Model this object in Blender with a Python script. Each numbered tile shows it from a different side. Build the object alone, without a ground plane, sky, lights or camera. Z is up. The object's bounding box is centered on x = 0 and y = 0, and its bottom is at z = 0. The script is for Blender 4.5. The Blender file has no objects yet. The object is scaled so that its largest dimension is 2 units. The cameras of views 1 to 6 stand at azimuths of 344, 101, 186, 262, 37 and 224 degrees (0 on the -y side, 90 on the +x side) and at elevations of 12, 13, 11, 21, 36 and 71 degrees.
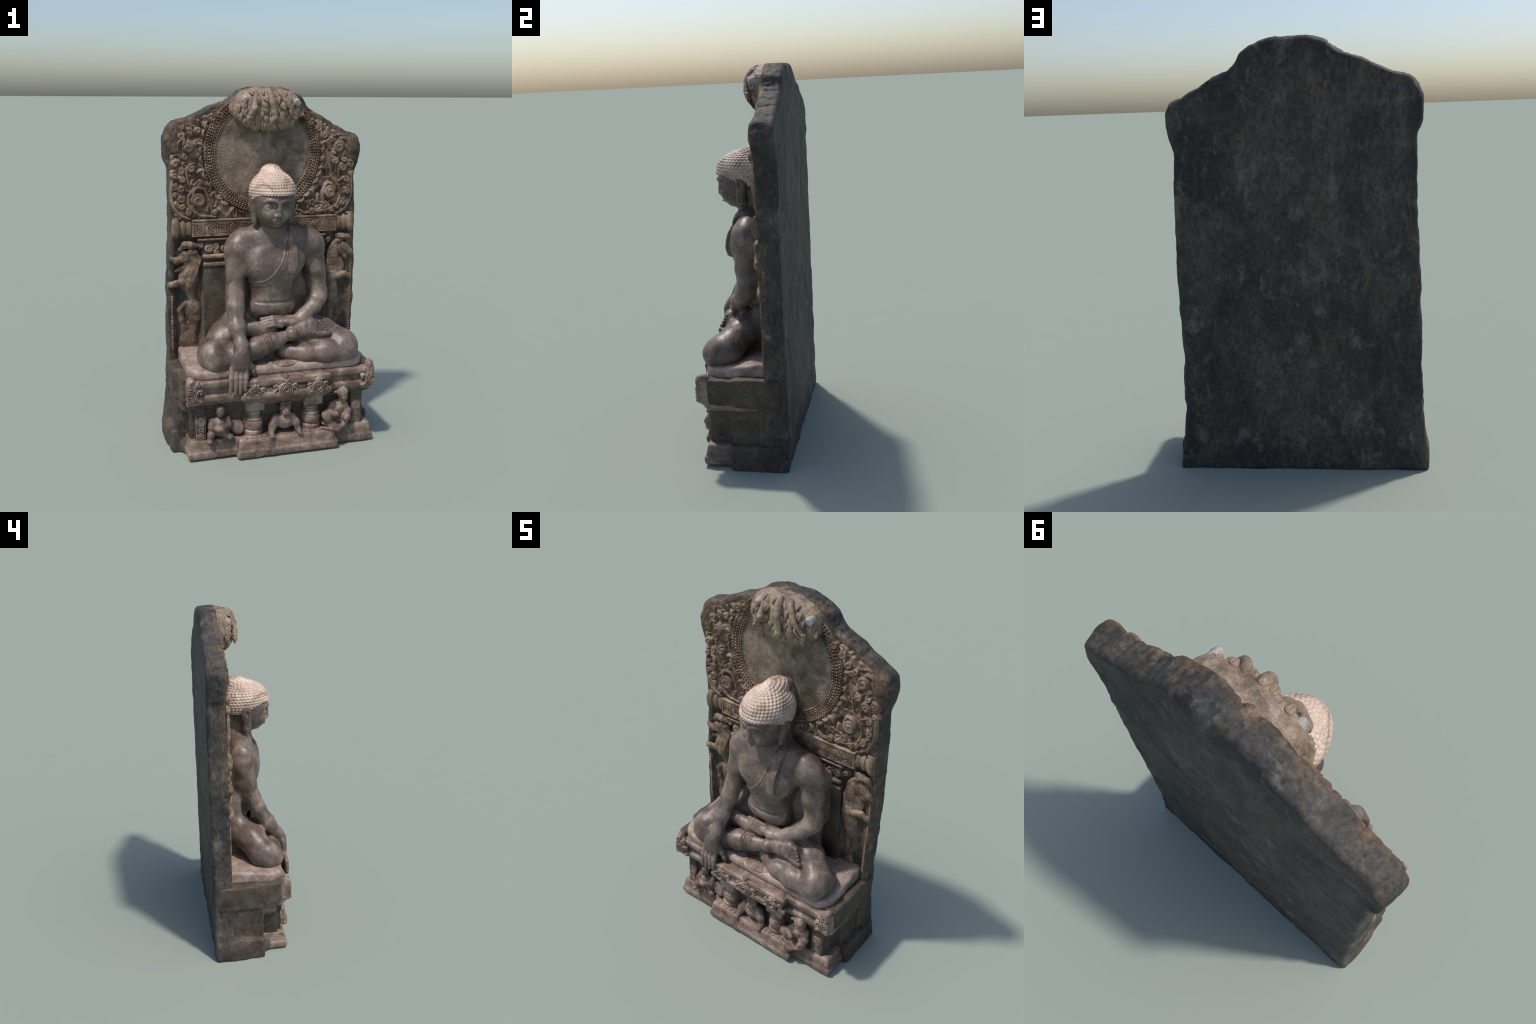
# Seated stone Buddha on a lion throne in front of a carved back slab.
import bpy, math, random
import numpy as np
from mathutils import Vector, Matrix, Euler

RNG = np.random.default_rng(7)
random.seed(7)
f32 = np.float32
PI = math.pi

# ------------------------------------------------------------------ scene tree
ROOT = bpy.data.objects.new("stone_buddha_stele", None)
ROOT.empty_display_size = 0.2
ROOT["label"] = "dark stone seated Buddha on lion throne with haloed back slab"
ROOT["category"] = "statue"
bpy.context.scene.collection.objects.link(ROOT)


def link(o, parent=None, kind=None):
    bpy.context.scene.collection.objects.link(o)
    o.parent = parent or ROOT
    if kind:
        o["kind"] = kind
    return o


# ------------------------------------------------------------------ materials
def stone(name, dark, mid, light, rough=0.55, bump=0.25, scale=1.0, speck=0.15, spec=0.4,
          dust=None, streak=(1, 1, 1), tint=0.06, edge_tone=0.0):
    m = bpy.data.materials.new(name)
    m.use_nodes = True
    nt = m.node_tree
    N, Lk = nt.nodes, nt.links
    b = N["Principled BSDF"]
    tc = N.new("ShaderNodeTexCoord")
    mp = N.new("ShaderNodeMapping")
    mp.inputs["Scale"].default_value = streak
    Lk.new(tc.outputs["Object"], mp.inputs["Vector"])

    def noise(sc, det, rg, dist=0.0, vec=mp):
        n = N.new("ShaderNodeTexNoise")
        n.inputs["Scale"].default_value = sc * scale
        n.inputs["Detail"].default_value = det
        n.inputs["Roughness"].default_value = rg
        n.inputs["Distortion"].default_value = dist
        Lk.new(vec.outputs[0], n.inputs["Vector"])
        return n

    big = noise(4.5, 6, 0.62, 0.6)
    ramp = N.new("ShaderNodeValToRGB")
    e = ramp.color_ramp.elements
    e[0].position, e[0].color = 0.33, (*dark, 1)
    e[1].position, e[1].color = 0.70, (*light, 1)
    k = e.new(0.5)
    k.color = (*mid, 1)
    Lk.new(big.outputs["Fac"], ramp.inputs["Fac"])
    fine = noise(55, 5, 0.7)
    fr = N.new("ShaderNodeValToRGB")
    fr.color_ramp.elements[0].position = 0.38
    fr.color_ramp.elements[1].position = 0.68
    lo, hi = 1 - speck * 1.6, 1 + speck * 1.6
    fr.color_ramp.elements[0].color = (lo, lo, lo, 1)
    fr.color_ramp.elements[1].color = (hi, hi, hi, 1)
    Lk.new(fine.outputs["Fac"], fr.inputs["Fac"])
    mul = N.new("ShaderNodeMix")
    mul.data_type = "RGBA"
    mul.blend_type = "MULTIPLY"
    mul.inputs["Factor"].default_value = 1
    Lk.new(ramp.outputs["Color"], mul.inputs["A"])
    Lk.new(fr.outputs["Color"], mul.inputs["B"])
    out = mul.outputs["Result"]
    # slow drift between warm and cool grains
    hue = noise(21, 4, 0.65, 0.4)
    hr = N.new("ShaderNodeValToRGB")
    hr.color_ramp.elements[0].position, hr.color_ramp.elements[1].position = 0.36, 0.64
    hr.color_ramp.elements[0].color = (1 + tint, 1.0, 1 - 1.3 * tint, 1)
    hr.color_ramp.elements[1].color = (1 - tint, 1.0, 1 + tint, 1)
    Lk.new(hue.outputs["Fac"], hr.inputs["Fac"])
    m2 = N.new("ShaderNodeMix")
    m2.data_type = "RGBA"
    m2.blend_type = "MULTIPLY"
    m2.inputs["Factor"].default_value = 1
    Lk.new(out, m2.inputs["A"])
    Lk.new(hr.outputs["Color"], m2.inputs["B"])
    out = m2.outputs["Result"]
    if edge_tone:
        # raised edges tinted paler, cuts redder, following pointiness
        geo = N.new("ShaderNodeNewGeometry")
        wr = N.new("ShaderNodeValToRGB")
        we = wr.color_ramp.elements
        we[0].position, we[0].color = 0.44, (1 + 0.10 * edge_tone, 1 - 0.22 * edge_tone, 1 - 0.45 * edge_tone, 1)
        we[1].position, we[1].color = 0.58, (1 + 0.55 * edge_tone, 1 + 0.50 * edge_tone, 1 + 0.45 * edge_tone, 1)
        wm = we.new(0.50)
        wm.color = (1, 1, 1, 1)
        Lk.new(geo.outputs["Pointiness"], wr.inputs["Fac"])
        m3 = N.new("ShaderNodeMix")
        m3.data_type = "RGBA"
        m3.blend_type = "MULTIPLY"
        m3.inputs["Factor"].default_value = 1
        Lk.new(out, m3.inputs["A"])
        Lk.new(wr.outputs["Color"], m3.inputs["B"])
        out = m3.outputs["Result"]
    if dust:
        dn = noise(13, 7, 0.75, 0.3)
        dr = N.new("ShaderNodeValToRGB")
        dr.color_ramp.elements[0].position = 0.54
        dr.color_ramp.elements[1].position = 0.74
        Lk.new(dn.outputs["Fac"], dr.inputs["Fac"])
        mx = N.new("ShaderNodeMix")
        mx.data_type = "RGBA"
        Lk.new(dr.outputs["Color"], mx.inputs["Factor"])
        Lk.new(out, mx.inputs["A"])
        mx.inputs["B"].default_value = (*dust, 1)
        out = mx.outputs["Result"]
    Lk.new(out, b.inputs["Base Color"])
    rr = N.new("ShaderNodeMapRange")
    rr.inputs["To Min"].default_value = rough - 0.1
    rr.inputs["To Max"].default_value = rough + 0.15
    Lk.new(fine.outputs["Fac"], rr.inputs["Value"])
    Lk.new(rr.outputs["Result"], b.inputs["Roughness"])
    b.inputs["Specular IOR Level"].default_value = spec
    bp = N.new("ShaderNodeBump")
    bp.inputs["Strength"].default_value = bump
    bp.inputs["Distance"].default_value = 0.004
    grain = noise(90, 6, 0.7)
    Lk.new(grain.outputs["Fac"], bp.inputs["Height"])
    Lk.new(bp.outputs["Normal"], b.inputs["Normal"])
    return m


M_BODY = stone("polished_grey_schist", (0.068, 0.047, 0.035), (0.139, 0.102, 0.082), (0.280, 0.216, 0.179), 0.40, 0.14, 1.7, 0.14, 0.5)
M_HAIR = stone("spotlit_pale_schist", (0.273, 0.194, 0.147), (0.480, 0.366, 0.294), (0.663, 0.525, 0.438), 0.5, 0.15, 2.2, 0.12, 0.4)  # hair paleness partly copies spotlight glare baked into the original's colour
M_RELIEF = stone("carved_brown_schist", (0.070, 0.044, 0.029), (0.154, 0.106, 0.073), (0.319, 0.231, 0.166), 0.55, 0.3, 2.4, 0.22, 0.4, tint=0.08, edge_tone=0.5)
M_SLAB = stone("weathered_dark_schist", (0.024, 0.026, 0.027), (0.050, 0.045, 0.040), (0.096, 0.080, 0.064), 0.66, 0.4, 1.15, 0.26, 0.3,
               dust=(0.165, 0.148, 0.130), streak=(1, 1, 0.6), tint=0.10)
def front_back(m, a, b):
    """Blend in a browner stone on the carved front (small y), broken up by noise, against the dark back, painted in where unscanned."""
    nt = m.node_tree
    N, Lk = nt.nodes, nt.links
    bs = N["Principled BSDF"]
    src = bs.inputs["Base Color"].links[0].from_socket
    tc = N.new("ShaderNodeTexCoord")
    sp = N.new("ShaderNodeSeparateXYZ")
    Lk.new(tc.outputs["Object"], sp.inputs["Vector"])
    nz = N.new("ShaderNodeTexNoise")
    nz.inputs["Scale"].default_value = 14
    nz.inputs["Detail"].default_value = 6
    Lk.new(tc.outputs["Object"], nz.inputs["Vector"])
    ad = N.new("ShaderNodeMath")
    ad.operation = "MULTIPLY_ADD"
    Lk.new(nz.outputs["Fac"], ad.inputs[0])
    ad.inputs[1].default_value = 0.16
    Lk.new(sp.outputs["Y"], ad.inputs[2])
    mr = N.new("ShaderNodeMapRange")
    mr.interpolation_type = "SMOOTHSTEP"
    mr.inputs["From Min"].default_value = a + 0.08
    mr.inputs["From Max"].default_value = b + 0.08
    mr.inputs["To Min"].default_value = 1
    mr.inputs["To Max"].default_value = 0
    Lk.new(ad.outputs[0], mr.inputs["Value"])
    mx = N.new("ShaderNodeMix")
    mx.data_type = "RGBA"
    mx.blend_type = "MULTIPLY"
    Lk.new(mr.outputs[0], mx.inputs["Factor"])
    Lk.new(src, mx.inputs["A"])
    mx.inputs["B"].default_value = (1.75, 1.36, 1.05, 1)
    Lk.new(mx.outputs["Result"], bs.inputs["Base Color"])


front_back(M_SLAB, 0.12, 0.175)
M_DISC = stone("olive_grey_schist", (0.091, 0.063, 0.040), (0.171, 0.130, 0.095), (0.276, 0.223, 0.175), 0.52, 0.35, 2.4, 0.24, 0.4, tint=0.08)
M_THRONE = stone("warm_grey_schist", (0.077, 0.050, 0.038), (0.176, 0.125, 0.099), (0.331, 0.250, 0.206), 0.50, 0.3, 2.2, 0.2, 0.4, edge_tone=0.5)
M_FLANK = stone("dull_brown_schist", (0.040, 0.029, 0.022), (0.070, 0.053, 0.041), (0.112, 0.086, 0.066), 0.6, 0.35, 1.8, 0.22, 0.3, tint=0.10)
M_SEAT = stone("rosy_pale_schist", (0.173, 0.126, 0.103), (0.312, 0.235, 0.197), (0.455, 0.354, 0.302), 0.5, 0.3, 2.2, 0.18, 0.4)  # paler, pinker tone than the rest of the throne
M_LEAF = stone("yellow_grey_schist", (0.115, 0.080, 0.053), (0.235, 0.174, 0.124), (0.410, 0.322, 0.243), 0.55, 0.25, 3.0, 0.18, 0.4, edge_tone=0.4)
M_STUB = stone("fresh_break_stone", (0.24, 0.22, 0.20), (0.36, 0.335, 0.31), (0.46, 0.435, 0.41), 0.6, 0.3, 3.0, 0.15, 0.3)


# ------------------------------------------------------------------ mesh output
def mesh_from(name, V, F, mat, smooth=True):
    V = np.ascontiguousarray(V, f32)
    F = np.ascontiguousarray(F, np.int32)
    n, k = F.shape
    me = bpy.data.meshes.new(name)
    me.vertices.add(len(V))
    me.vertices.foreach_set("co", V.ravel())
    me.loops.add(n * k)
    me.loops.foreach_set("vertex_index", F.ravel())
    me.polygons.add(n)
    me.polygons.foreach_set("loop_start", np.arange(0, n * k, k, dtype=np.int32))
    me.polygons.foreach_set("use_smooth", np.full(n, smooth, bool))
    me.update(calc_edges=True)
    me.validate()
    me.materials.append(mat)
    return me


def put(name, V, F, mat, parent=None, smooth=True, kind=None):
    return link(bpy.data.objects.new(name, mesh_from(name, V, F, mat, smooth)), parent, kind)


# ------------------------------------------------------------------ noise
def _hash(i, j, k, seed):
    n = (i * 374761393 + j * 668265263 + k * 2147483647 + seed * 1442695041) & 0xFFFFFFFF
    n = ((n ^ (n >> 13)) * 1274126177) & 0xFFFFFFFF
    return ((n ^ (n >> 16)) & 0xFFFF).astype(f32) / 65535.0


def vnoise(x, y, z, sc, seed=0):
    x, y, z = np.broadcast_arrays(np.asarray(x, np.float64) * sc + 100, np.asarray(y, np.float64) * sc + 100,
                                  np.asarray(z, np.float64) * sc + 100)
    i, j, k = [np.floor(a).astype(np.int64) for a in (x, y, z)]
    u, v, w = [(a - b).astype(f32) for a, b in ((x, i), (y, j), (z, k))]
    u, v, w = [t * t * (3 - 2 * t) for t in (u, v, w)]
    r = 0
    for a in (0, 1):
        for b in (0, 1):
            for c in (0, 1):
                r = r + _hash(i + a, j + b, k + c, seed) * (u if a else 1 - u) * (v if b else 1 - v) * (w if c else 1 - w)
    return r * 2 - 1


def fbm(x, y, z, sc, oct=3, seed=0):
    r, a = 0, 1.0
    for o in range(oct):
        r = r + a * vnoise(x, y, z, sc * 2 ** o, seed + o * 17)
        a *= 0.5
    return r


def rough_verts(V, N, amp, sc, oct=3, seed=0):
    return V + N * (fbm(V[:, 0], V[:, 1], V[:, 2], sc, oct, seed) * amp)[:, None]


def normals(V, F):
    a, b, c = V[F[:, 0]], V[F[:, 1]], V[F[:, 2]]
    d = V[F[:, -1]]
    n = np.cross(c - a, d - b) if F.shape[1] == 4 else np.cross(b - a, c - a)
    out = np.zeros_like(V)
    for q in range(F.shape[1]):
        for ax in range(3):
            out[:, ax] += np.bincount(F[:, q], n[:, ax], len(V))
    return out / np.maximum(np.linalg.norm(out, axis=1, keepdims=True), 1e-12)


# ------------------------------------------------------------------ curves
def spline(pts, per=8, closed=False):
    p = np.array(pts, float)
    n = len(p)
    out = []
    rng = range(n) if closed else range(n - 1)
    for i in rng:
        if closed:
            a, b, c, d = p[(i - 1) % n], p[i], p[(i + 1) % n], p[(i + 2) % n]
        else:
            b, c = p[i], p[i + 1]
            a = p[i - 1] if i else 2 * b - c
            d = p[i + 2] if i + 2 < n else 2 * c - b
        t = (np.arange(per) / per)[:, None]
        out.append(0.5 * (2 * b + (c - a) * t + (2 * a - 5 * b + 4 * c - d) * t ** 2 + (3 * b - a - 3 * c + d) * t ** 3))
    if not closed:
        out.append(p[-1:])
    return np.vstack(out)


# ------------------------------------------------------------------ implicit sculpting
class Clay:
    """A block of stone carved from smooth unions of simple solids."""

    def __init__(s, lo, hi, h):
        s.h = h
        s.lo = np.array(lo, float)
        n = np.ceil((np.array(hi) - s.lo) / h).astype(int) + 1
        s.ax = [(s.lo[i] + h * np.arange(n[i])).astype(f32) for i in range(3)]
        s.D = np.full(n, 0.5, f32)
        s.L = np.zeros(n, np.int8)

    def block(s, lo, hi, pad):
        sl = []
        for i in range(3):
            a = int(np.clip(math.floor((lo[i] - pad - s.lo[i]) / s.h), 0, len(s.ax[i]) - 1))
            b = int(np.clip(math.ceil((hi[i] + pad - s.lo[i]) / s.h) + 1, a + 1, len(s.ax[i])))
            sl.append(slice(a, b))
        sl = tuple(sl)
        return sl, s.ax[0][sl[0]][:, None, None], s.ax[1][sl[1]][None, :, None], s.ax[2][sl[2]][None, None, :]

    def put(s, fn, lo, hi, k=0.02, part=0, cut=False):
        sl, x, y, z = s.block(lo, hi, k + 3 * s.h)
        d = fn(x, y, z).astype(f32)
        D = s.D[sl]
        if cut:
            hh = np.maximum(k - np.abs(D + d), 0) / max(k, 1e-6)
            s.D[sl] = np.maximum(D, -d) + hh * hh * k * 0.25
        else:
            L = s.L[sl]
            L[np.broadcast_to(d < D, D.shape)] = part
            hh = np.maximum(k - np.abs(D - d), 0) / max(k, 1e-6)
            s.D[sl] = np.minimum(D, d) - hh * hh * k * 0.25

    def ell(s, c, r, k=0.02, part=0, rot=None, cut=False):
        c, r = np.array(c, float), np.array(r, float)
        R = np.array(Euler([math.radians(a) for a in rot]).to_matrix()).T if rot else None
        m = np.full(3, r.max()) if rot else r

        def fn(x, y, z):
            p = [x - c[0], y - c[1], z - c[2]]
            if R is not None:
                p = [R[i, 0] * p[0] + R[i, 1] * p[1] + R[i, 2] * p[2] for i in range(3)]
            k0 = np.sqrt(sum((p[i] / r[i]) ** 2 for i in range(3)))
            k1 = np.sqrt(sum((p[i] / r[i] ** 2) ** 2 for i in range(3))) + 1e-6
            return k0 * (k0 - 1) / k1
        s.put(fn, c - m, c + m, k, part, cut)

    def rod(s, a, b, ra, rb=None, k=0.02, part=0, sq=(1, 1, 1), cut=False):
        rb = ra if rb is None else rb
        a, b = np.array(a, float), np.array(b, float)
        q = np.array(sq, float)
        d = (b - a) * q
        dd = float(d @ d) + 1e-12

        def fn(x, y, z):
            p = [(x - a[0]) * q[0], (y - a[1]) * q[1], (z - a[2]) * q[2]]
            t = np.clip((p[0] * d[0] + p[1] * d[1] + p[2] * d[2]) / dd, 0, 1)
            return (np.sqrt((p[0] - t * d[0]) ** 2 + (p[1] - t * d[1]) ** 2 + (p[2] - t * d[2]) ** 2) - (ra + t * (rb - ra))) / q.max()
        m = max(ra, rb) / q
        s.put(fn, np.minimum(a, b) - m, np.maximum(a, b) + m, k, part, cut)

    def limb(s, pts, rad, k=0.02, part=0, sq=(1, 1, 1), inner=0.012, cut=False):
        for i in range(len(pts) - 1):
            s.rod(pts[i], pts[i + 1], rad[i], rad[i + 1], k if i == 0 else inner, part, sq, cut)

    def box(s, lo, hi, r=0.01, k=0.01, part=0, cut=False):
        lo, hi = np.array(lo, float), np.array(hi, float)
        c, e = (lo + hi) / 2, (hi - lo) / 2 - r

        def fn(x, y, z):
            q = [np.abs(x - c[0]) - e[0], np.abs(y - c[1]) - e[1], np.abs(z - c[2]) - e[2]]
            o = np.sqrt(sum(np.maximum(v, 0) ** 2 for v in q))
            return o + np.minimum(np.maximum(np.maximum(q[0], q[1]), q[2]), 0) - r
        s.put(fn, lo, hi, k, part, cut)

    def stack(s, rows, k=0.02, part=0, power=2.2):
        """Body built of elliptical slices: rows of (z, cx, cy, rx, ry)."""
        rows = spline(sorted(rows), 6)
        lo = (min(rows[:, 1] - rows[:, 3]), min(rows[:, 2] - rows[:, 4]), rows[0, 0])
        hi = (max(rows[:, 1] + rows[:, 3]), max(rows[:, 2] + rows[:, 4]), rows[-1, 0])

        def fn(x, y, z):
            zz = z.ravel()
            cx, cy, rx, ry = [np.interp(zz, rows[:, 0], rows[:, i])[None, None, :] for i in range(1, 5)]
            rho = (np.abs((x - cx) / rx) ** power + np.abs((y - cy) / ry) ** power) ** (1 / power)
            d = (rho - 1) * np.minimum(rx, ry) * 0.9
            return np.maximum(d, np.maximum(rows[0, 0] - z, z - rows[-1, 0]))
        s.put(fn, lo, hi, k, part)

    def front(s, x, z):
        """y of the first stone met when looking from the front at (x, z)."""
        i = int(np.clip(round((x - s.lo[0]) / s.h), 0, len(s.ax[0]) - 1))
        j = int(np.clip(round((z - s.lo[2]) / s.h), 0, len(s.ax[2]) - 1))
        col = s.D[i, :, j]
        q = np.flatnonzero(col < 0)
        if not len(q):
            return 0.0
        q = q[0]
        if q == 0:
            return float(s.ax[1][0])
        a, b = col[q - 1], col[q]
        return float(s.ax[1][q - 1] + s.h * a / (a - b))

    def surface(s):
        D = s.D
        D[0], D[-1], D[:, 0], D[:, -1], D[:, :, 0], D[:, :, -1] = [np.maximum(a, 1e-4) for a in (D[0], D[-1], D[:, 0], D[:, -1], D[:, :, 0], D[:, :, -1])]
        I = D < 0
        nx, ny, nz = D.shape
        cnt = np.zeros((nx - 1, ny - 1, nz - 1), np.int8)
        corners = [(a, b, c) for a in (0, 1) for b in (0, 1) for c in (0, 1)]
        for a, b, c in corners:
            cnt += I[a:nx - 1 + a, b:ny - 1 + b, c:nz - 1 + c]
        act = (cnt > 0) & (cnt < 8)
        ci = np.argwhere(act)
        idx = np.full(act.shape, -1, np.int32)
        idx[act] = np.arange(len(ci), dtype=np.int32)
        val = np.stack([D[ci[:, 0] + a, ci[:, 1] + b, ci[:, 2] + c] for a, b, c in corners], 1)
        P = np.zeros((len(ci), 3), f32)
        W = np.zeros(len(ci), f32)
        cp = np.array(corners, f32)
        for u in range(8):
            for v in range(u + 1, 8):
                if np.abs(cp[u] - cp[v]).sum() != 1:
                    continue
                a, b = val[:, u], val[:, v]
                m = (a < 0) != (b < 0)
                t = np.where(m, a / np.where(m, a - b, 1), 0)
                P += np.where(m[:, None], cp[u] + t[:, None] * (cp[v] - cp[u]), 0)
                W += m
        V = (ci + P / W[:, None]) * s.h + s.lo
        Q = []
        for axis in range(3):
            A = np.moveaxis(I, axis, 0)
            e = np.argwhere(A[:-1] != A[1:])
            sgn = A[:-1][tuple(e.T)]
            o1, o2 = [(1, 2), (2, 0), (0, 1)][axis]
            full = np.zeros((len(e), 3), int)
            rest = [i for i in range(3) if i != axis]
            full[:, axis] = e[:, 0]
            full[:, rest[0]] = e[:, 1]
            full[:, rest[1]] = e[:, 2]
            qs = []
            for d1, d2 in ((-1, -1), (0, -1), (0, 0), (-1, 0)):
                g = full.copy()
                g[:, o1] += d1
                g[:, o2] += d2
                qs.append(idx[g[:, 0], g[:, 1], g[:, 2]])
            q = np.stack(qs, 1)
            q[~sgn] = q[~sgn][:, ::-1]
            Q.append(q)
        return V, np.vstack(Q)

    def face_part(s, V, F):
        c = V[F].mean(1)
        i = np.clip(np.round((c - s.lo) / s.h).astype(int), 0, np.array(s.D.shape) - 1)
        return s.L[i[:, 0], i[:, 1], i[:, 2]]


def relax(V, F, it=1, lam=0.5):
    for _ in range(it):
        acc = np.zeros_like(V)
        w = np.zeros(len(V))
        for a, b in ((0, 1), (1, 2), (2, 3), (3, 0)):
            for u, v in ((a, b), (b, a)):
                w += np.bincount(F[:, u], minlength=len(V))
                for ax in range(3):
                    acc[:, ax] += np.bincount(F[:, u], V[F[:, v], ax], len(V))
        V = V + lam * (acc / np.maximum(w, 1)[:, None] - V)
    return V


def put_parts(V, F, lab, names, parent=None):
    """Split one surface into named parts that share border vertices and normals."""
    Nn = normals(V, F)
    res = []
    for i, (name, mat) in enumerate(names):
        f = F[lab == i]
        if not len(f):
            continue
        used, inv = np.unique(f, return_inverse=True)
        o = put(name, V[used], inv.reshape(f.shape), mat, parent)
        o.data.normals_split_custom_set_from_vertices([tuple(n) for n in Nn[used].tolist()])
        res.append(o)
    return res


def clean_labels(F, lab, nv, n, it=3):
    for _ in range(it):
        vote = np.zeros((nv, n), np.int16)
        for q in range(4):
            np.add.at(vote, (F[:, q], lab), 1)
        lab = np.argmax(vote[F].sum(1), 1)
    return lab


# ------------------------------------------------------------------ relief carving
def ball_profile(d, r, tall):
    return tall * np.sqrt(np.maximum(1 - (d / r) ** 2, 0)) - 1.6 * np.maximum(d - r, 0)


def strokes(X, Z, pts, rad, tall=1.0):
    """Height of a rounded cord of varying half-width laid along a line in the slab's plane."""
    H = np.full(X.shape, -1.0)
    for i in range(len(pts) - 1):
        (ax, az), (bx, bz) = pts[i], pts[i + 1]
        dx, dz = bx - ax, bz - az
        t = np.clip(((X - ax) * dx + (Z - az) * dz) / (dx * dx + dz * dz + 1e-12), 0, 1)
        d = np.hypot(X - ax - t * dx, Z - az - t * dz)
        r = rad[i] + t * (rad[i + 1] - rad[i])
        H = np.maximum(H, tall * np.sqrt(np.maximum(r * r - d * d, 0)) - 1.6 * np.maximum(d - r, 0))
    return H


def relief_mesh(name, x0, x1, z0, z1, fn, y0, mat, h=0.0022, sink=0.010):
    xs = np.linspace(x0, x1, max(3, int((x1 - x0) / h)))
    zs = np.linspace(z0, z1, max(3, int((z1 - z0) / h)))
    X, Z = np.meshgrid(xs, zs, indexing="ij")
    H = np.maximum(fn(X, Z), -sink)
    yy = y0(X, Z) if callable(y0) else y0
    V = np.stack([X, yy - H, Z], -1).reshape(-1, 3)
    nx, nz = X.shape
    g = np.arange(nx * nz).reshape(nx, nz)
    F = np.stack([g[:-1, :-1], g[1:, :-1], g[1:, 1:], g[:-1, 1:]], -1).reshape(-1, 4)
    keep = (H.ravel()[F] > -sink * 0.98).any(1)
    F = F[keep]
    used, inv = np.unique(F, return_inverse=True)
    return V[used], inv.reshape(F.shape)


def relief(name, x0, x1, z0, z1, fn, y0, mat, parent=None, h=0.0022, sink=0.010, kind=None):
    V, F = relief_mesh(name, x0, x1, z0, z1, fn, y0, mat, h, sink)
    return put(name, V, F, mat, parent, kind=kind)


def lathe(prof, seg=32, axis="z", arc=(0, 2 * PI)):
    """prof: (radius, height) pairs, spun about the axis."""
    p = np.array(prof, float)
    a = np.linspace(arc[0], arc[1], seg + 1)
    R = p[:, 0][:, None]
    c, s_ = np.cos(a)[None], np.sin(a)[None]
    Hh = np.repeat(p[:, 1][:, None], seg + 1, 1)
    V = np.stack([R * c, R * s_, Hh], -1) if axis == "z" else np.stack([Hh, R * c, R * s_], -1)
    n, m = Hh.shape
    g = np.arange(n * m).reshape(n, m)
    F = np.stack([g[:-1, :-1], g[:-1, 1:], g[1:, 1:], g[1:, :-1]], -1).reshape(-1, 4)
    return V.reshape(-1, 3), F


def rounded_profile(pts, per=4, cr=0.25):
    """Soften the corners of a moulding profile."""
    p = np.array(pts, float)
    out = [p[0]]
    for i in range(1, len(p) - 1):
        a, b, c = p[i - 1], p[i], p[i + 1]
        u, v = b + (a - b) * cr, b + (c - b) * cr
        for t in np.linspace(0, 1, per):
            out.append((1 - t) ** 2 * u + 2 * t * (1 - t) * b + t * t * v)
    out.append(p[-1])
    return np.array(out)


# ================================================================== BACK SLAB
YB = 0.252
outline = [(0.598, -0.01), (0.590, 0.06), (0.562, 0.25), (0.555, 0.50), (0.560, 0.72), (0.563, 0.93), (0.560, 1.17), (0.555, 1.40), (0.549, 1.505),
           (0.570, 1.58), (0.579, 1.655), (0.567, 1.71), (0.524, 1.742), (0.429, 1.785), (0.353, 1.838), (0.271, 1.877), (0.218, 1.942),
           (0.115, 1.986), (0.0, 1.999), (-0.085, 1.990), (-0.147, 1.968), (-0.192, 1.931), (-0.307, 1.893), (-0.419, 1.840), (-0.506, 1.812),
           (-0.552, 1.748), (-0.561, 1.67), (-0.550, 1.60), (-0.535, 1.555), (-0.534, 1.40), (-0.537, 1.261), (-0.549, 0.918), (-0.556, 0.546),
           (-0.566, 0.257), (-0.594, 0.05), (-0.592, -0.01)]


def poly_sdf(X, Z, P):
    d = np.full(X.shape, 9.0)
    inside = np.zeros(X.shape, bool)
    for i in range(len(P)):
        (ax, az), (bx, bz) = P[i], P[(i + 1) % len(P)]
        dx, dz = bx - ax, bz - az
        t = np.clip(((X - ax) * dx + (Z - az) * dz) / (dx * dx + dz * dz + 1e-12), 0, 1)
        d = np.minimum(d, np.hypot(X - ax - t * dx, Z - az - t * dz))
        c = (az > Z) != (bz > Z)
        inside ^= c & (X < dx * (Z - az) / (dz if dz else 1e-9) + ax)
    return np.where(inside, -d, d)


OUT = spline(outline, 5)
HALO = (-0.008, 1.645)
R_OUT, R_IN = 0.338, 0.272


def slab_front(X, Z):
    """y of the slab's front face: recessed beside the figure, full at the rim."""
    y = np.full(X.shape, 0.137)
    low = 1 / (1 + np.exp((Z - 1.175) / 0.008))
    ax = np.abs(X - 0.004)
    edge = 1 / (1 + np.exp((ax - 0.512) / 0.006)) / (1 + np.exp((0.366 - ax) / 0.006))
    y = y + 0.018 * low * edge - 0.006 * low * (ax < 0.366)
    y = y + 0.004 * vnoise(X, 0 * X, Z, 14, 3)
    return y


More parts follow.
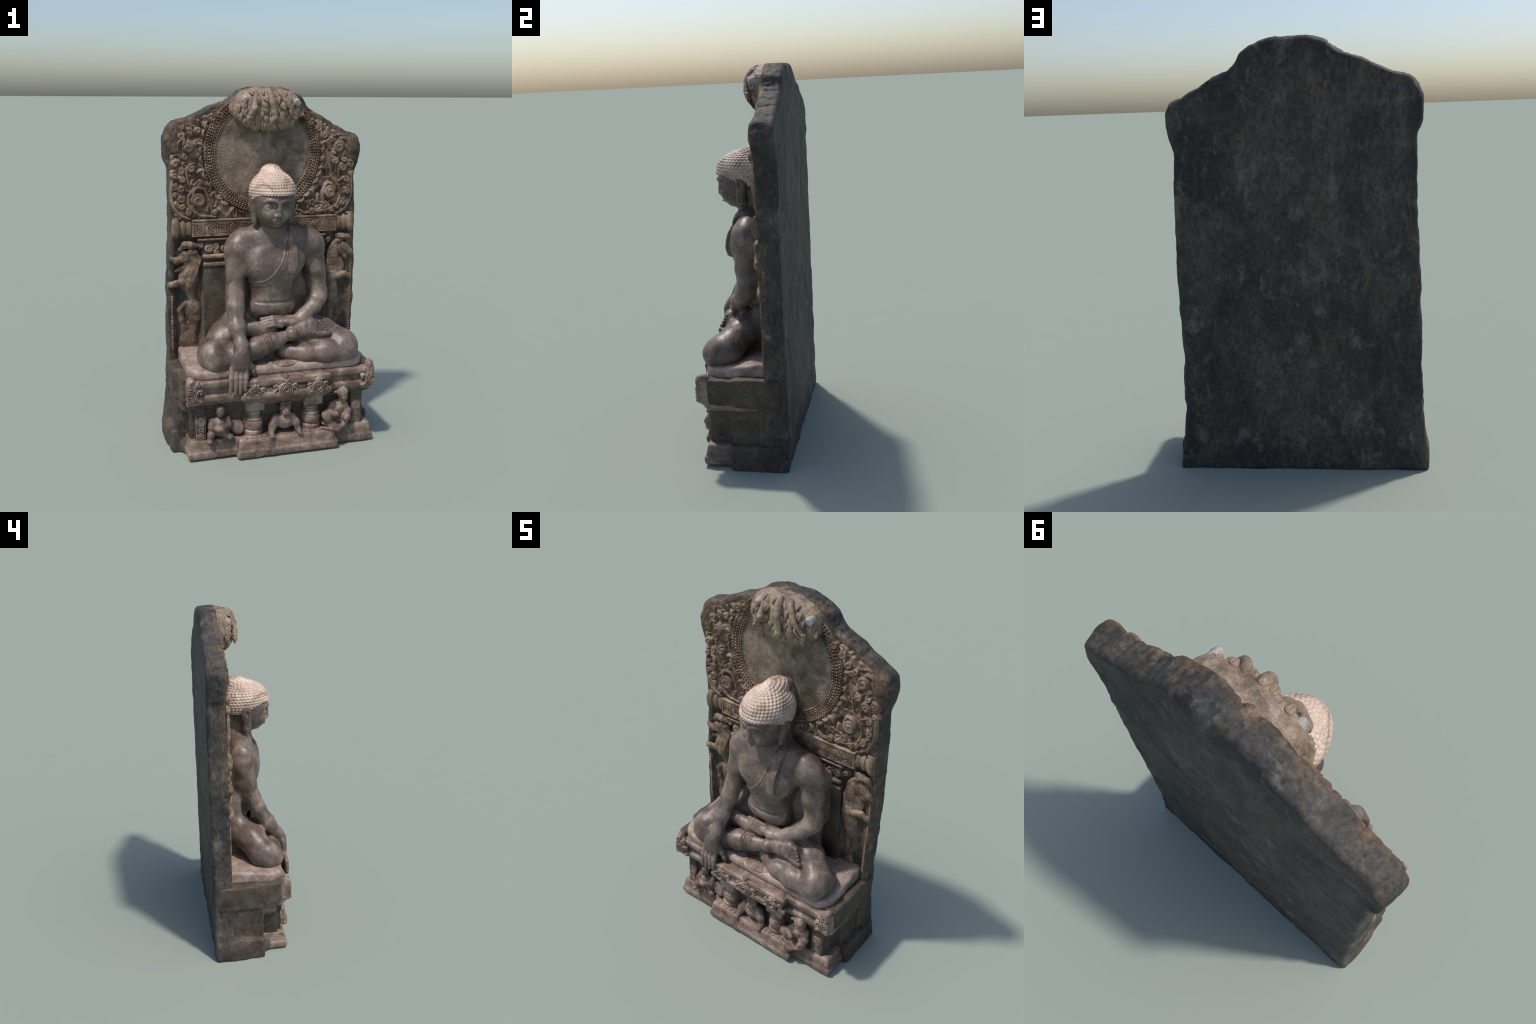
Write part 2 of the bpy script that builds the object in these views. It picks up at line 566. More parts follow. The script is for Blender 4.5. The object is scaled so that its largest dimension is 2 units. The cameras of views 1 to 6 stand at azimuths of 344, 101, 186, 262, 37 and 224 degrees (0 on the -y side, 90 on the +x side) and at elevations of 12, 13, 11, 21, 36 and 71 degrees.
def build_slab():
    cl = Clay((-0.63, 0.06, -0.02), (0.63, 0.275, 2.02), 0.0052)
    X, Z = np.meshgrid(cl.ax[0], cl.ax[2], indexing="ij")
    d2 = poly_sdf(X, Z, OUT).astype(f32)
    d2 += 0.004 * fbm(X, 0 * X, Z, 9, 3, 5).astype(f32)
    yf = slab_front(X, Z).astype(f32)
    yb = (YB - 0.004 - 0.010 * np.clip((Z - 1.5) / 0.5, 0, 1)).astype(f32)
    y = cl.ax[1][None, :, None]
    rb, rf = 0.020, 0.010
    # rounded extrusion, with a softer edge at the back and the top
    qb = y - (yb - rb)[:, None, :]
    qf = (yf + rf)[:, None, :] - y
    o = d2[:, None, :]
    db = np.sqrt(np.maximum(o + rb, 0) ** 2 + np.maximum(qb, 0) ** 2) - rb + np.minimum(np.maximum(o + rb, qb), 0)
    df = np.sqrt(np.maximum(o + rf, 0) ** 2 + np.maximum(qf, 0) ** 2) - rf + np.minimum(np.maximum(o + rf, qf), 0)
    cl.D[:] = np.maximum(db, df)
    # swollen corner lobes and thick top
    cl.ell((-0.505, 0.172, 1.70), (0.050, 0.050, 0.09), 0.03)
    cl.ell((0.525, 0.168, 1.655), (0.050, 0.050, 0.085), 0.03)
    cl.ell((0.0, 0.165, 1.895), (0.21, 0.070, 0.090), 0.04)
    # foot: the slab widens into the side of the throne
    cl.D[:, :, cl.ax[2] < 0.0] = 0.02
    V, F = cl.surface()
    V = relax(V, F, 1, 0.5)
    V[:, 2] = np.maximum(V[:, 2], 0.0)
    N = normals(V, F)
    rim = np.clip((V[:, 2] - 1.45) / 0.3, 0, 1) * np.clip((0.235 - V[:, 1]) / 0.03, 0, 1)
    V = rough_verts(V, N, 0.0030, 16, 4, 11)
    V = V + N * (rim * 0.0040 * (1 - 2 * np.abs(fbm(V[:, 0], V[:, 1] * 0.5, V[:, 2], 24, 3, 12))))[:, None]
    V[:, 2] = np.clip(V[:, 2], 0.0, 2.0)
    return put("back_slab", V, F, M_SLAB)


SLAB = build_slab()

# ------------------------------------------------------------------ halo
hx, hz = HALO


def halo_disc(X, Z):
    r = np.hypot(X - hx, Z - hz)
    return np.where(r < R_IN + 0.004, 0.012 + 0.010 * (1 - (r / R_IN) ** 2) + 0.0008 * fbm(X, 0 * X, Z, 40, 2, 9), -1)


relief("halo_disc", hx - 0.29, hx + 0.29, hz - 0.29, hz + 0.29, halo_disc, 0.140, M_DISC, SLAB, 0.004, 0.014)


def halo_border(X, Z):
    r = np.hypot(X - hx, Z - hz)
    H = np.full(X.shape, -1.0)
    for rc, w, t in ((0.276, 0.0045, 0.022), (0.296, 0.0035, 0.024), (0.318, 0.0035, 0.022), (0.333, 0.0045, 0.019)):
        H = np.maximum(H, t - 0.010 + 0.010 * np.sqrt(np.maximum(1 - ((r - rc) / w) ** 2, 0)) - 3 * np.maximum(np.abs(r - rc) - w, 0))
    ground = np.where((r > 0.270) & (r < 0.338), 0.010, -1)
    return np.maximum(H, ground)


relief("halo_border", hx - 0.345, hx + 0.345, hz - 0.345, hz + 0.345, halo_border, 0.140, M_RELIEF, SLAB, 0.0022)


def many(name, base_V, base_F, places, mat, parent, kind="stuff"):
    """Copies of a small solid joined into one part; places = 4x4 matrices."""
    Vs, Fs, o = [], [], 0
    for M in places:
        M = np.array(M)
        Vs.append(base_V @ M[:3, :3].T + M[:3, 3])
        Fs.append(base_F + o)
        o += len(base_V)
    return put(name, np.vstack(Vs), np.vstack(Fs), mat, parent, kind=kind)


def ball(seg=10, rings=6):
    th = np.linspace(0, PI, rings + 1)
    return lathe([(max(math.sin(t), 1e-3), -math.cos(t)) for t in th], seg)


BV, BF = ball()


def place(x, y, z, sx, sy, sz, rot=0.0):
    return Matrix.Translation((x, y, z)) @ Matrix.Rotation(rot, 4, "Y") @ Matrix.Diagonal((sx, sy, sz, 1))


bead = []
for rc, n, s in ((0.286, 118, 0.0062), (0.307, 112, 0.0072), (0.326, 128, 0.0050)):
    for i in range(n):
        a = 2 * PI * i / n
        if abs(a - PI / 2) < 0.35:
            continue
        j = RNG.normal(0, 0.0006, 2)
        bead.append(place(hx + rc * math.cos(a) + j[0], 0.124, hz + rc * math.sin(a) + j[1], s, 0.009, s * 0.92, -a))
many("halo_bead", BV, BF, bead, M_RELIEF, SLAB)


# inscription: small incised-looking letter strokes along an arc of the halo and on the plinth
def glyph(rng, w, h):
    """One letter: a head bar and a few curved strokes hanging from it."""
    st = [[(-w * 0.5, h * 0.5), (w * 0.45, h * 0.5)]] if rng.random() < 0.7 else []
    st.append([(w * 0.25, h * 0.5), (w * 0.25, -h * 0.5)])
    c = rng.uniform(-0.25, 0.1) * w
    st.append([(w * 0.25, rng.uniform(-0.1, 0.2) * h), (c, rng.uniform(-0.3, 0.3) * h), (-w * 0.4, rng.uniform(-0.5, 0.1) * h), (c, -h * 0.45)])
    if rng.random() < 0.5:
        st.append([(-w * 0.35, h * 0.45), (-w * 0.3, 0), (w * 0.0, h * 0.1)])
    return st


def inscription(name, frames, y, mat, parent, w, h, t=0.0022):
    rng = np.random.default_rng(4)
    Vs, Fs, o = [], [], 0
    for cx, cz, ang in frames:
        for stt in glyph(rng, w, h):
            p = spline([(a, b) for a, b in stt], 3)
            ca, sa = math.cos(ang), math.sin(ang)
            p = np.stack([cx + p[:, 0] * ca - p[:, 1] * sa, cz + p[:, 0] * sa + p[:, 1] * ca], 1)
            tan = np.gradient(p, axis=0)
            tan /= np.linalg.norm(tan, axis=1, keepdims=True) + 1e-9
            nrm = np.stack([-tan[:, 1], tan[:, 0]], 1)
            yy = y(p[:, 0], p[:, 1]) if callable(y) else np.full(len(p), y)
            ring = []
            for k in range(5):
                a = PI * k / 4
                ring.append(np.stack([p[:, 0] + nrm[:, 0] * t * math.cos(a), yy + 0.001 - 0.0022 * math.sin(a), p[:, 1] + nrm[:, 1] * t * math.cos(a)], 1))
            V = np.stack(ring, 1).reshape(-1, 3)
            g = np.arange(len(p) * 5).reshape(len(p), 5) + o
            Fs.append(np.stack([g[:-1, :-1], g[:-1, 1:], g[1:, 1:], g[1:, :-1]], -1).reshape(-1, 4))
            Vs.append(V)
            o += len(V)
    return put(name, np.vstack(Vs), np.vstack(Fs), mat, parent, kind="stuff")


def disc_y(x, z):
    r = np.hypot(x - hx, z - hz)
    return 0.140 - (0.012 + 0.010 * (1 - (r / R_IN) ** 2))


fr = []
for i in range(24):
    a = math.radians(140 + i * 4.1)
    fr.append((hx + 0.232 * math.cos(a), hz + 0.232 * math.sin(a), a - PI / 2))
for i in range(20):
    a = math.radians(28 - i * 4.1)
    fr.append((hx + 0.228 * math.cos(a), hz + 0.228 * math.sin(a), a - PI / 2))
for i in range(8):
    a = math.radians(-6 - i * 4.6)
    fr.append((hx + 0.190 * math.cos(a), hz + 0.190 * math.sin(a), a - PI / 2))
inscription("halo_inscription", fr, disc_y, M_DISC, SLAB, 0.013, 0.024)

# ------------------------------------------------------------------ foliage ground between halo and rim
OUTP = OUT


def foliage_ground(X, Z):
    wx = X + 0.018 * vnoise(X, 0 * X, Z, 22, 21)
    wz = Z + 0.018 * vnoise(X, 0 * X + 3, Z, 22, 22)
    n = vnoise(wx, 0 * X, wz, 42, 23)
    rid = 1 - 2.2 * np.abs(n)
    H = 0.003 + 0.013 * np.clip(rid, -0.4, 1)
    r = np.hypot(X - hx, Z - hz)
    d2 = poly_sdf(X, Z, OUTP[::2])
    fade = np.clip((-d2 - 0.014) / 0.02, 0, 1) * np.clip((r - R_OUT) / 0.006, 0, 1)
    return np.where(fade > 0, H * fade - 0.012 * (1 - fade), -1)


for s, xa, xb in ((-1, -0.57, 0.0), (1, 0.0, 0.58)):
    o = relief("foliage_ground", xa, xb, 1.285, 1.95, foliage_ground, 0.139, M_RELIEF, SLAB, 0.0042, 0.011, "stuff")


def scroll(cx, cz, R, turns=1.6, hand=1, start=0.0, w=0.36, y=0.124, boss=0.32, tail=None, name="scroll"):
    """A carved curl: a cord winding in to a central boss, with an optional tail to follow first."""
    small = R < 0.0235
    if small:
        turns *= 0.86
    n = int(20 * turns)
    pts, rad = [], []
    if tail:
        first = (cx + R * math.cos(start), cz + R * math.sin(start))
        tl = spline(list(tail) + [first], 6)[:-1]
        for i, p in enumerate(tl):
            pts.append(tuple(p))
            rad.append(R * w * (0.35 + 0.45 * i / len(tl)))
    k0 = len(pts)
    for i in range(n + 1):
        t = i / n
        a = start + hand * 2 * PI * turns * t
        r = R * (1 - 0.84 * t ** 0.85)
        pts.append((cx + r * math.cos(a), cz + r * math.sin(a)))
        rad.append(R * w * (0.25 + 0.75 * math.sin(PI * (0.15 + 0.62 * t))) + 0.0014)
    # lobes along the outer edge of the leaf
    lob = []
    for i in range(3 if not small else 2):
        a = start + hand * (0.25 + 0.85 * i)
        rr = R * (1.22 - 0.10 * i)
        lob.append(([(cx + 0.9 * R * math.cos(a - hand * 0.35), cz + 0.9 * R * math.sin(a - hand * 0.35)),
                     (cx + rr * math.cos(a), cz + rr * math.sin(a)),
                     (cx + rr * 1.02 * math.cos(a + hand * 0.28), cz + rr * 1.02 * math.sin(a + hand * 0.28))], [R * 0.16, R * 0.19, R * 0.10]))

    def fn(X, Z):
        H = strokes(X, Z, pts, rad, 1.45)
        H = np.maximum(H, strokes(X, Z, [(cx, cz), (cx + 1e-4, cz)], [R * boss] * 2, 1.5))
        for lp, lr in lob:
            H = np.maximum(H, strokes(X, Z, lp, lr, 1.2))
        if not small:
            base = 0.003 - 1.2 * np.maximum(np.hypot(X - cx, Z - cz) - R * 0.9, 0)
            H = np.maximum(H, base)
        return H
    p = np.array(pts)
    m = R * w + R * 0.35 + 0.010
    return relief(name, p[:, 0].min() - m, p[:, 0].max() + m, p[:, 1].min() - m, p[:, 1].max() + m, fn, y, M_RELIEF, SLAB, 0.0021, 0.014)


def flame(px, pz, ang, L, wid, hand=1, y=0.126):
    """A flame tongue: a tapering curved lick with a hooked tip and a smaller lick in its crook."""
    def path(s, bend):
        t = np.linspace(0, 1, 12)
        a = ang + hand * bend * (t ** 1.5)
        x = np.cumsum(np.cos(a)) / 12 * L * s
        z = np.cumsum(np.sin(a)) / 12 * L * s
        return np.stack([px + x, pz + z], 1), wid * s * (0.35 + 0.65 * np.sin(PI * np.clip(t * 0.9 + 0.12, 0, 1)))
    A, ra = path(1.0, 1.9)
    B, rb = path(0.62, 3.2)

    def fn(X, Z):
        return np.maximum(strokes(X, Z, A, ra, 1.3), strokes(X, Z, B, rb * 0.7, 1.9))
    p = np.vstack([A, B])
    m = wid + 0.010
    return relief("flame_tongue", p[:, 0].min() - m, p[:, 0].max() + m, p[:, 1].min() - m, p[:, 1].max() + m, fn, y, M_RELIEF, SLAB, 0.0024, 0.014)


# flames round the halo
for side in (-1, 1):
    for i in range(17):
        a = math.radians(-62 + i * 7.6)          # angle measured from the +x side
        if a > math.radians(64):
            break
        rr = R_OUT + 0.006
        fx = hx + side * rr * math.cos(a)
        fz = hz + rr * math.sin(a)
        out = a if side > 0 else PI - a
        lean = out + side * 0.75
        tipd = poly_sdf(np.array([fx + 0.055 * math.cos(lean)]), np.array([fz + 0.055 * math.sin(lean)]), OUT)[0]
        if tipd > -0.018:
            continue
        flame(fx, fz, lean + RNG.uniform(-0.1, 0.1), 0.052 + RNG.uniform(-0.006, 0.008), 0.0092, side * (1 if i % 3 else -1))

# big curls, left side of the slab
for c in ((-0.431, 1.675, 0.030, 1.7, -1, 2.6, [(-0.487, 1.66), (-0.484, 1.705), (-0.452, 1.722)]),
          (-0.413, 1.565, 0.021, 1.5, 1, 1.6, [(-0.420, 1.462), (-0.436, 1.50), (-0.440, 1.56)]),
          (-0.377, 1.388, 0.036, 1.9, -1, 3.3, [(-0.300, 1.33), (-0.34, 1.44), (-0.395, 1.45)]),
          (-0.501, 1.590, 0.020, 1.4, 1, 0.4, None), (-0.472, 1.548, 0.017, 1.4, -1, 2.0, [(-0.52, 1.545)]),
          (-0.508, 1.522, 0.015, 1.3, 1, 1.0, None), (-0.465, 1.502, 0.018, 1.4, -1, 2.5, None),
          (-0.469, 1.456, 0.019, 1.4, 1, 2.8, [(-0.515, 1.45)]), (-0.474, 1.399, 0.020, 1.5, -1, 0.5, None),
          (-0.467, 1.358, 0.018, 1.4, 1, 2.8, None), (-0.433, 1.322, 0.017, 1.4, -1, 2.0, None), (-0.505, 1.42, 0.014, 1.3, 1, 0.0, None),
          (-0.500, 1.375, 0.013, 1.3, -1, 0.0, None), (-0.33, 1.336, 0.014, 1.3, 1, 1.0, None), (-0.290, 1.318, 0.014, 1.3, -1, 1.0, None),
          (-0.505, 1.475, 0.013, 1.3, -1, 1.0, None), (-0.445, 1.625, 0.017, 1.4, 1, 1.0, None), (-0.39, 1.70, 0.015, 1.3, 1, 0.0, None)):
    scroll(c[0], c[1], c[2], c[3], c[4], c[5], tail=c[6])
# right side
for c in ((0.442, 1.668, 0.030, 1.7, 1, 0.5, [(0.495, 1.665), (0.490, 1.705), (0.455, 1.718)]),
          (0.418, 1.589, 0.021, 1.7, -1, 2.0, None), (0.467, 1.550, 0.023, 1.6, -1, 2.8, [(0.455, 1.48), (0.443, 1.515)]),
          (0.478, 1.598, 0.017, 1.4, 1, 2.0, None), (0.514, 1.569, 0.022, 1.5, -1, 2.6, [(0.505, 1.50), (0.488, 1.53)]),
          (0.490, 1.482, 0.020, 1.4, -1, 2.6, [(0.445, 1.475)]), (0.392, 1.412, 0.034, 1.9, 1, 0.4, [(0.360, 1.340), (0.352, 1.40), (0.374, 1.462), (0.415, 1.45)]),
          (0.497, 1.416, 0.019, 1.5, -1, 2.4, None), (0.468, 1.351, 0.019, 1.4, -1, 2.0, None), (0.434, 1.328, 0.015, 1.4, -1, 1.5, None),
          (0.404, 1.309, 0.014, 1.3, -1, 1.5, None), (0.283, 1.306, 0.018, 1.5, 1, 3.6, [(0.21, 1.315), (0.24, 1.295)]), (0.413, 1.640, 0.014, 1.3, -1, 2.0, None),
          (0.36, 1.343, 0.020, 1.5, 1, 3.6, None), (0.518, 1.515, 0.014, 1.3, 1, 0.0, None), (0.470, 1.630, 0.014, 1.3, 1, 0.0, None),
          (0.505, 1.450, 0.013, 1.3, 1, 1.0, None), (0.330, 1.312, 0.014, 1.3, -1, 1.0, None), (0.375, 1.702, 0.015, 1.3, -1, 0.0, None)):
    scroll(c[0], c[1], c[2], c[3], c[4], c[5], tail=c[6])
# top slopes: weathered smaller curls
for cx, cz in ((-0.335, 1.80), (-0.295, 1.832), (-0.375, 1.765), (0.315, 1.775), (0.275, 1.805), (0.35, 1.735), (-0.42, 1.76), (0.395, 1.715), (-0.47, 1.74), (-0.255, 1.852), (0.24, 1.835)):
    scroll(cx, cz, 0.018 + RNG.uniform(-0.002, 0.003), 1.3, 1 if RNG.random() < 0.5 else -1, RNG.uniform(0, 6), y=0.126)


def band(name, pts, r, y, per=8, tall=1.0):
    p = spline(pts, per)
    return relief(name, p[:, 0].min() - r - 0.01, p[:, 0].max() + r + 0.01, p[:, 1].min() - r - 0.01, p[:, 1].max() + r + 0.01,
                  lambda X, Z: strokes(X, Z, p, [r] * len(p), tall), y, M_RELIEF, SLAB, 0.0022)


# framing stems that sweep round the tail foliage
band("stem", [(0.389, 1.572), (0.405, 1.495), (0.437, 1.452), (0.457, 1.401), (0.438, 1.348), (0.395, 1.318), (0.313, 1.304)], 0.0055, 0.124)
band("stem", [(0.520, 1.50), (0.526, 1.427), (0.516, 1.366), (0.482, 1.314), (0.439, 1.288)], 0.006, 0.126)
band("stem", [(-0.400, 1.452), (-0.431, 1.405), (-0.419, 1.347), (-0.37, 1.306), (-0.283, 1.294)], 0.0065, 0.122)
band("stem", [(-0.516, 1.50), (-0.524, 1.43), (-0.512, 1.355), (-0.47, 1.305), (-0.425, 1.286)], 0.006, 0.126)


# ------------------------------------------------------------------ crossbar with medallions and turned ends
def crossbar(X, Z):
    H = np.where((Z > 1.186) & (Z < 1.281), 0.012, -1.0)
    H = np.where((Z > 1.272) & (Z < 1.281), 0.020, H)
    for zc in (1.190, 1.262):
        H = np.maximum(H, 0.012 + 0.006 * np.sqrt(np.maximum(1 - ((Z - zc) / 0.004) ** 2, 0)) - 2 * np.maximum(np.abs(Z - zc) - 0.004, 0))
    for cx in (-0.300, -0.170, 0.180, 0.313):
        r = np.hypot(X - cx, Z - 1.227)
        rings = 0.012 + 0.0065 * (0.5 + 0.5 * np.cos(r / 0.0098 * 2 * PI))
        H = np.where(r < 0.036, rings, H)
    for cx in (-0.378, -0.235, -0.105, 0.115, 0.246, 0.385):
        q = np.maximum(np.abs(X - cx) / 1.0, np.abs(Z - 1.227))
        sq = 0.012 + 0.006 * (0.5 + 0.5 * np.cos(q / 0.0095 * 2 * PI))
        free = np.ones(X.shape, bool)
        for c2 in (-0.300, -0.170, 0.180, 0.313):
            free &= np.hypot(X - c2, Z - 1.227) >= 0.036
        H = np.where((q < 0.031) & free, sq, H)
    return np.where((X > -0.417) & (X < 0.437), H, -1)


relief("crossbar", -0.425, 0.445, 1.17, 1.29, crossbar, 0.130, M_RELIEF, SLAB, 0.0019)
for s, x0 in ((-1, -0.418), (1, 0.438)):
    prof = rounded_profile([(0.001, 0.0), (0.043, 0.0), (0.043, 0.018), (0.036, 0.022), (0.036, 0.034), (0.047, 0.038), (0.047, 0.052), (0.036, 0.056),
                            (0.038, 0.064), (0.056, 0.074), (0.060, 0.088), (0.058, 0.102), (0.046, 0.108), (0.001, 0.110)], 4, 0.3)
    V, F = lathe([(r, h) for r, h in prof], 40, "x")
    V[:, 1] *= 0.55
    far = V[:, 0] > 0.078
    ang = np.arctan2(V[:, 2], V[:, 1])
    V[far, 1:] *= (1 + 0.05 * np.sin(ang[far] * 18))[:, None]
    V[:, 0] = x0 + s * V[:, 0]
    V[:, 1] += 0.140
    V[:, 2] += 1.233 if s < 0 else 1.238
    if s > 0:
        F = F[:, ::-1]
    put("crossbar_end", V, F[:, ::-1], M_RELIEF, SLAB)


# ------------------------------------------------------------------ side pilasters, capitals, beaded margins
def prism(name, x0, x1, y0, y1, z0, z1, mat, parent, bev=0.004):
    import bmesh
    bm = bmesh.new()
    bmesh.ops.create_cube(bm, size=1)
    for v in bm.verts:
        v.co = Vector(((x0 + x1) / 2 + v.co.x * (x1 - x0), (y0 + y1) / 2 + v.co.y * (y1 - y0), (z0 + z1) / 2 + v.co.z * (z1 - z0)))
    bmesh.ops.bevel(bm, geom=bm.edges[:], offset=bev, segments=3, affect="EDGES", profile=0.5)
    me = bpy.data.meshes.new(name)
    bm.to_mesh(me)
    bm.free()
    me.materials.append(mat)
    for p in me.polygons:
        p.use_smooth = True
    return link(bpy.data.objects.new(name, me), parent)


for s in (-1, 1):
    xa, xb = (-0.350, -0.19) if s < 0 else (0.215, 0.372)
    prism("pilaster", xa, xb, 0.124, 0.20, 0.50, 1.01, M_FLANK, SLAB, 0.005)
    prism("capital_moulding", xa - 0.004, xb, 0.116, 0.19, 1.012, 1.038, M_RELIEF, SLAB, 0.008)
    prism("capital_moulding", xa - 0.006, xb, 0.109, 0.19, 1.058, 1.084, M_RELIEF, SLAB, 0.011)
    prism("capital_moulding", xa - 0.036, xb, 0.112, 0.19, 1.160, 1.174, M_RELIEF, SLAB, 0.006)
    for cx, cz, R, hd in ((0.028, 1.118, 0.024, 1), (0.075, 1.125, 0.020, -1), (0.070, 1.097, 0.016, 1), (-0.014, 1.135, 0.015, -1), (0.115, 1.115, 0.020, 1)):
        x = xa + cx if s < 0 else xb - cx
        scroll(x, cz, R, 1.5, hd * s, 1.0, y=0.128)
    # beaded strip at the rim
    xs = [(-0.531, 0.540), (-0.531, 0.85)] if s < 0 else [(0.535, 0.540), (0.541, 1.0)]
    bb = []
    n = 30 if s < 0 else 44
    for i in range(n):
        t = i / (n - 1)
        bb.append(place(xs[0][0] + t * (xs[1][0] - xs[0][0]), 0.138, xs[0][1] + t * (xs[1][1] - xs[0][1]), 0.0075, 0.007, 0.0042))
    many("margin_bead", BV, BF, bb, M_RELIEF, SLAB)


# ------------------------------------------------------------------ rearing leogryphs at both sides
def leogryph(side):
    if side > 0:
        cl = Clay((0.36, 0.07, 0.50), (0.56, 0.21, 1.19), 0.0034)
        neck = [(0.425, 0.160, 0.80), (0.415, 0.140, 0.90), (0.418, 0.132, 1.00), (0.432, 0.130, 1.08), (0.455, 0.130, 1.115)]
        nr = [0.045, 0.042, 0.038, 0.032, 0.028]
        head = (0.492, 0.122, 1.085)
        horn = [(0.445, 0.125, 1.155), (0.480, 0.115, 1.148), (0.515, 0.115, 1.142), (0.532, 0.12, 1.115)]
        snout = [(0.505, 0.118, 1.07), (0.530, 0.115, 1.052), (0.542, 0.12, 1.040)]
        jaw = [(0.470, 0.120, 1.06), (0.495, 0.120, 1.030), (0.508, 0.122, 1.018)]
        chest = (0.462, 0.138, 0.975)
        paw = [(0.415, 0.135, 0.900), (0.455, 0.118, 0.912), (0.500, 0.118, 0.920), (0.528, 0.122, 0.905), (0.536, 0.124, 0.895)]
        ear, eye = (0.468, 0.112, 1.105), (0.505, 0.105, 1.098)
        mir = lambda p: p
    else:
        cl = Clay((-0.57, 0.07, 0.50), (-0.34, 0.21, 1.17), 0.0034)
        neck = [(-0.41, 0.165, 0.83), (-0.430, 0.145, 0.925), (-0.420, 0.128, 0.99), (-0.395, 0.125, 1.05), (-0.408, 0.125, 1.085)]
        nr = [0.030, 0.048, 0.044, 0.034, 0.030]
        head = (-0.452, 0.120, 1.075)
        horn = [(-0.392, 0.125, 1.135), (-0.425, 0.115, 1.140), (-0.457, 0.112, 1.142), (-0.482, 0.117, 1.118)]
        snout = [(-0.470, 0.115, 1.065), (-0.505, 0.112, 1.055), (-0.530, 0.118, 1.068)]
        jaw = [(-0.430, 0.120, 1.04), (-0.465, 0.120, 1.015), (-0.505, 0.125, 0.995)]
        chest = (-0.455, 0.138, 0.945)
        paw = [(-0.440, 0.135, 0.940), (-0.475, 0.118, 0.930), (-0.510, 0.113, 0.925), (-0.540, 0.118, 0.920), (-0.547, 0.122, 0.912)]
        ear, eye = (-0.425, 0.108, 1.100), (-0.476, 0.102, 1.093)
    cl.limb(neck, nr, 0.02, 0)
    cl.ell(chest, (0.040, 0.030, 0.060), 0.02)
    cl.ell(head, (0.034, 0.030, 0.034), 0.015)
    cl.limb(horn, [0.016, 0.019, 0.018, 0.012], 0.006)
    cl.limb(snout, [0.024, 0.018, 0.012], 0.010)
    cl.limb(jaw, [0.018, 0.013, 0.008], 0.008)
    cl.limb(paw, [0.024, 0.020, 0.017, 0.016, 0.010], 0.008)
    cl.ell(ear, (0.014, 0.010, 0.014), 0.004)
    cl.ell((ear[0], ear[1] - 0.010, ear[2]), (0.007, 0.006, 0.007), 0.003, cut=True)
    cl.ell(eye, (0.009, 0.008, 0.009), 0.003)
    s = side
    cx = 0.0
    # hind body, standing on the kneeling elephant
    if s > 0:
        cl.ell((0.440, 0.160, 0.775), (0.042, 0.034, 0.075), 0.02)
        cl.limb([(0.455, 0.158, 0.74), (0.470, 0.150, 0.685), (0.440, 0.160, 0.60), (0.455, 0.148, 0.530)], [0.035, 0.024, 0.020, 0.018], 0.015)
        cl.limb([(0.425, 0.160, 0.72), (0.415, 0.160, 0.62), (0.425, 0.155, 0.53)], [0.028, 0.020, 0.018], 0.015)
        cl.limb([(0.395, 0.170, 0.86), (0.375, 0.165, 0.78), (0.385, 0.168, 0.68)], [0.012, 0.010, 0.012], 0.008)
        cl.ell((0.50, 0.165, 0.755), (0.022, 0.022, 0.030), 0.01)
        for i in range(3):
            cl.ell((0.440 + 0.016 * i, 0.134, 0.532 - 0.003 * i), (0.008, 0.012, 0.010), 0.004)
    else:
        cl.ell((-0.405, 0.155, 0.765), (0.055, 0.040, 0.070), 0.02)
        cl.limb([(-0.45, 0.155, 0.80), (-0.485, 0.150, 0.76), (-0.475, 0.150, 0.70), (-0.455, 0.155, 0.67)], [0.024, 0.018, 0.018, 0.014], 0.012)
        cl.limb([(-0.40, 0.160, 0.70), (-0.42, 0.160, 0.61), (-0.40, 0.158, 0.530)], [0.040, 0.030, 0.028], 0.02)
        cl.limb([(-0.47, 0.165, 0.66), (-0.47, 0.160, 0.58), (-0.455, 0.158, 0.53)], [0.026, 0.024, 0.024], 0.02)
        cl.ell((-0.43, 0.160, 0.575), (0.055, 0.026, 0.055), 0.02)
    # open jaws, brow line and combed mane
    mx = (jaw[0][0] + snout[0][0]) / 2
    cl.limb([(mx, 0.098, (jaw[0][2] + snout[0][2]) / 2 - 0.004), ((jaw[2][0] + snout[2][0]) / 2, 0.098, (jaw[2][2] + snout[2][2]) / 2)], [0.004, 0.009], 0.004, cut=True)
    for k in range(3):
        u = (k + 0.5) / 3
        p = np.array(jaw[1]) * (1 - u) + np.array(jaw[2]) * u
        cl.ell((p[0], p[1] - 0.006, p[2] + 0.012), (0.004, 0.005, 0.006), 0.002)
    cl.limb([(q[0], q[1] - 0.014, q[2] - 0.017) for q in horn], [0.004] * len(horn), 0.004, cut=True)
    nk = spline(neck, 4)
    for off in (-0.020, -0.008, 0.004, 0.016):
        line = [(q[0] + off, cl.front(q[0] + off, q[2]), q[2]) for q in nk[5:]]
        line = [q for q in line if q[1] > 0.05]
        if len(line) > 2:
            cl.limb(line, [0.0030] * len(line), 0.003, cut=True)
    V, F = cl.surface()
    V = relax(V, F, 1, 0.3)
    V = rough_verts(V, normals(V, F), 0.0030 if s < 0 else 0.0016, 38, 3, 31 + s)
    V[:, 1] = 0.168 + (V[:, 1] - 0.160) * 0.88
    return put("leogryph", V, F, M_RELIEF, SLAB)


leogryph(1)
leogryph(-1)


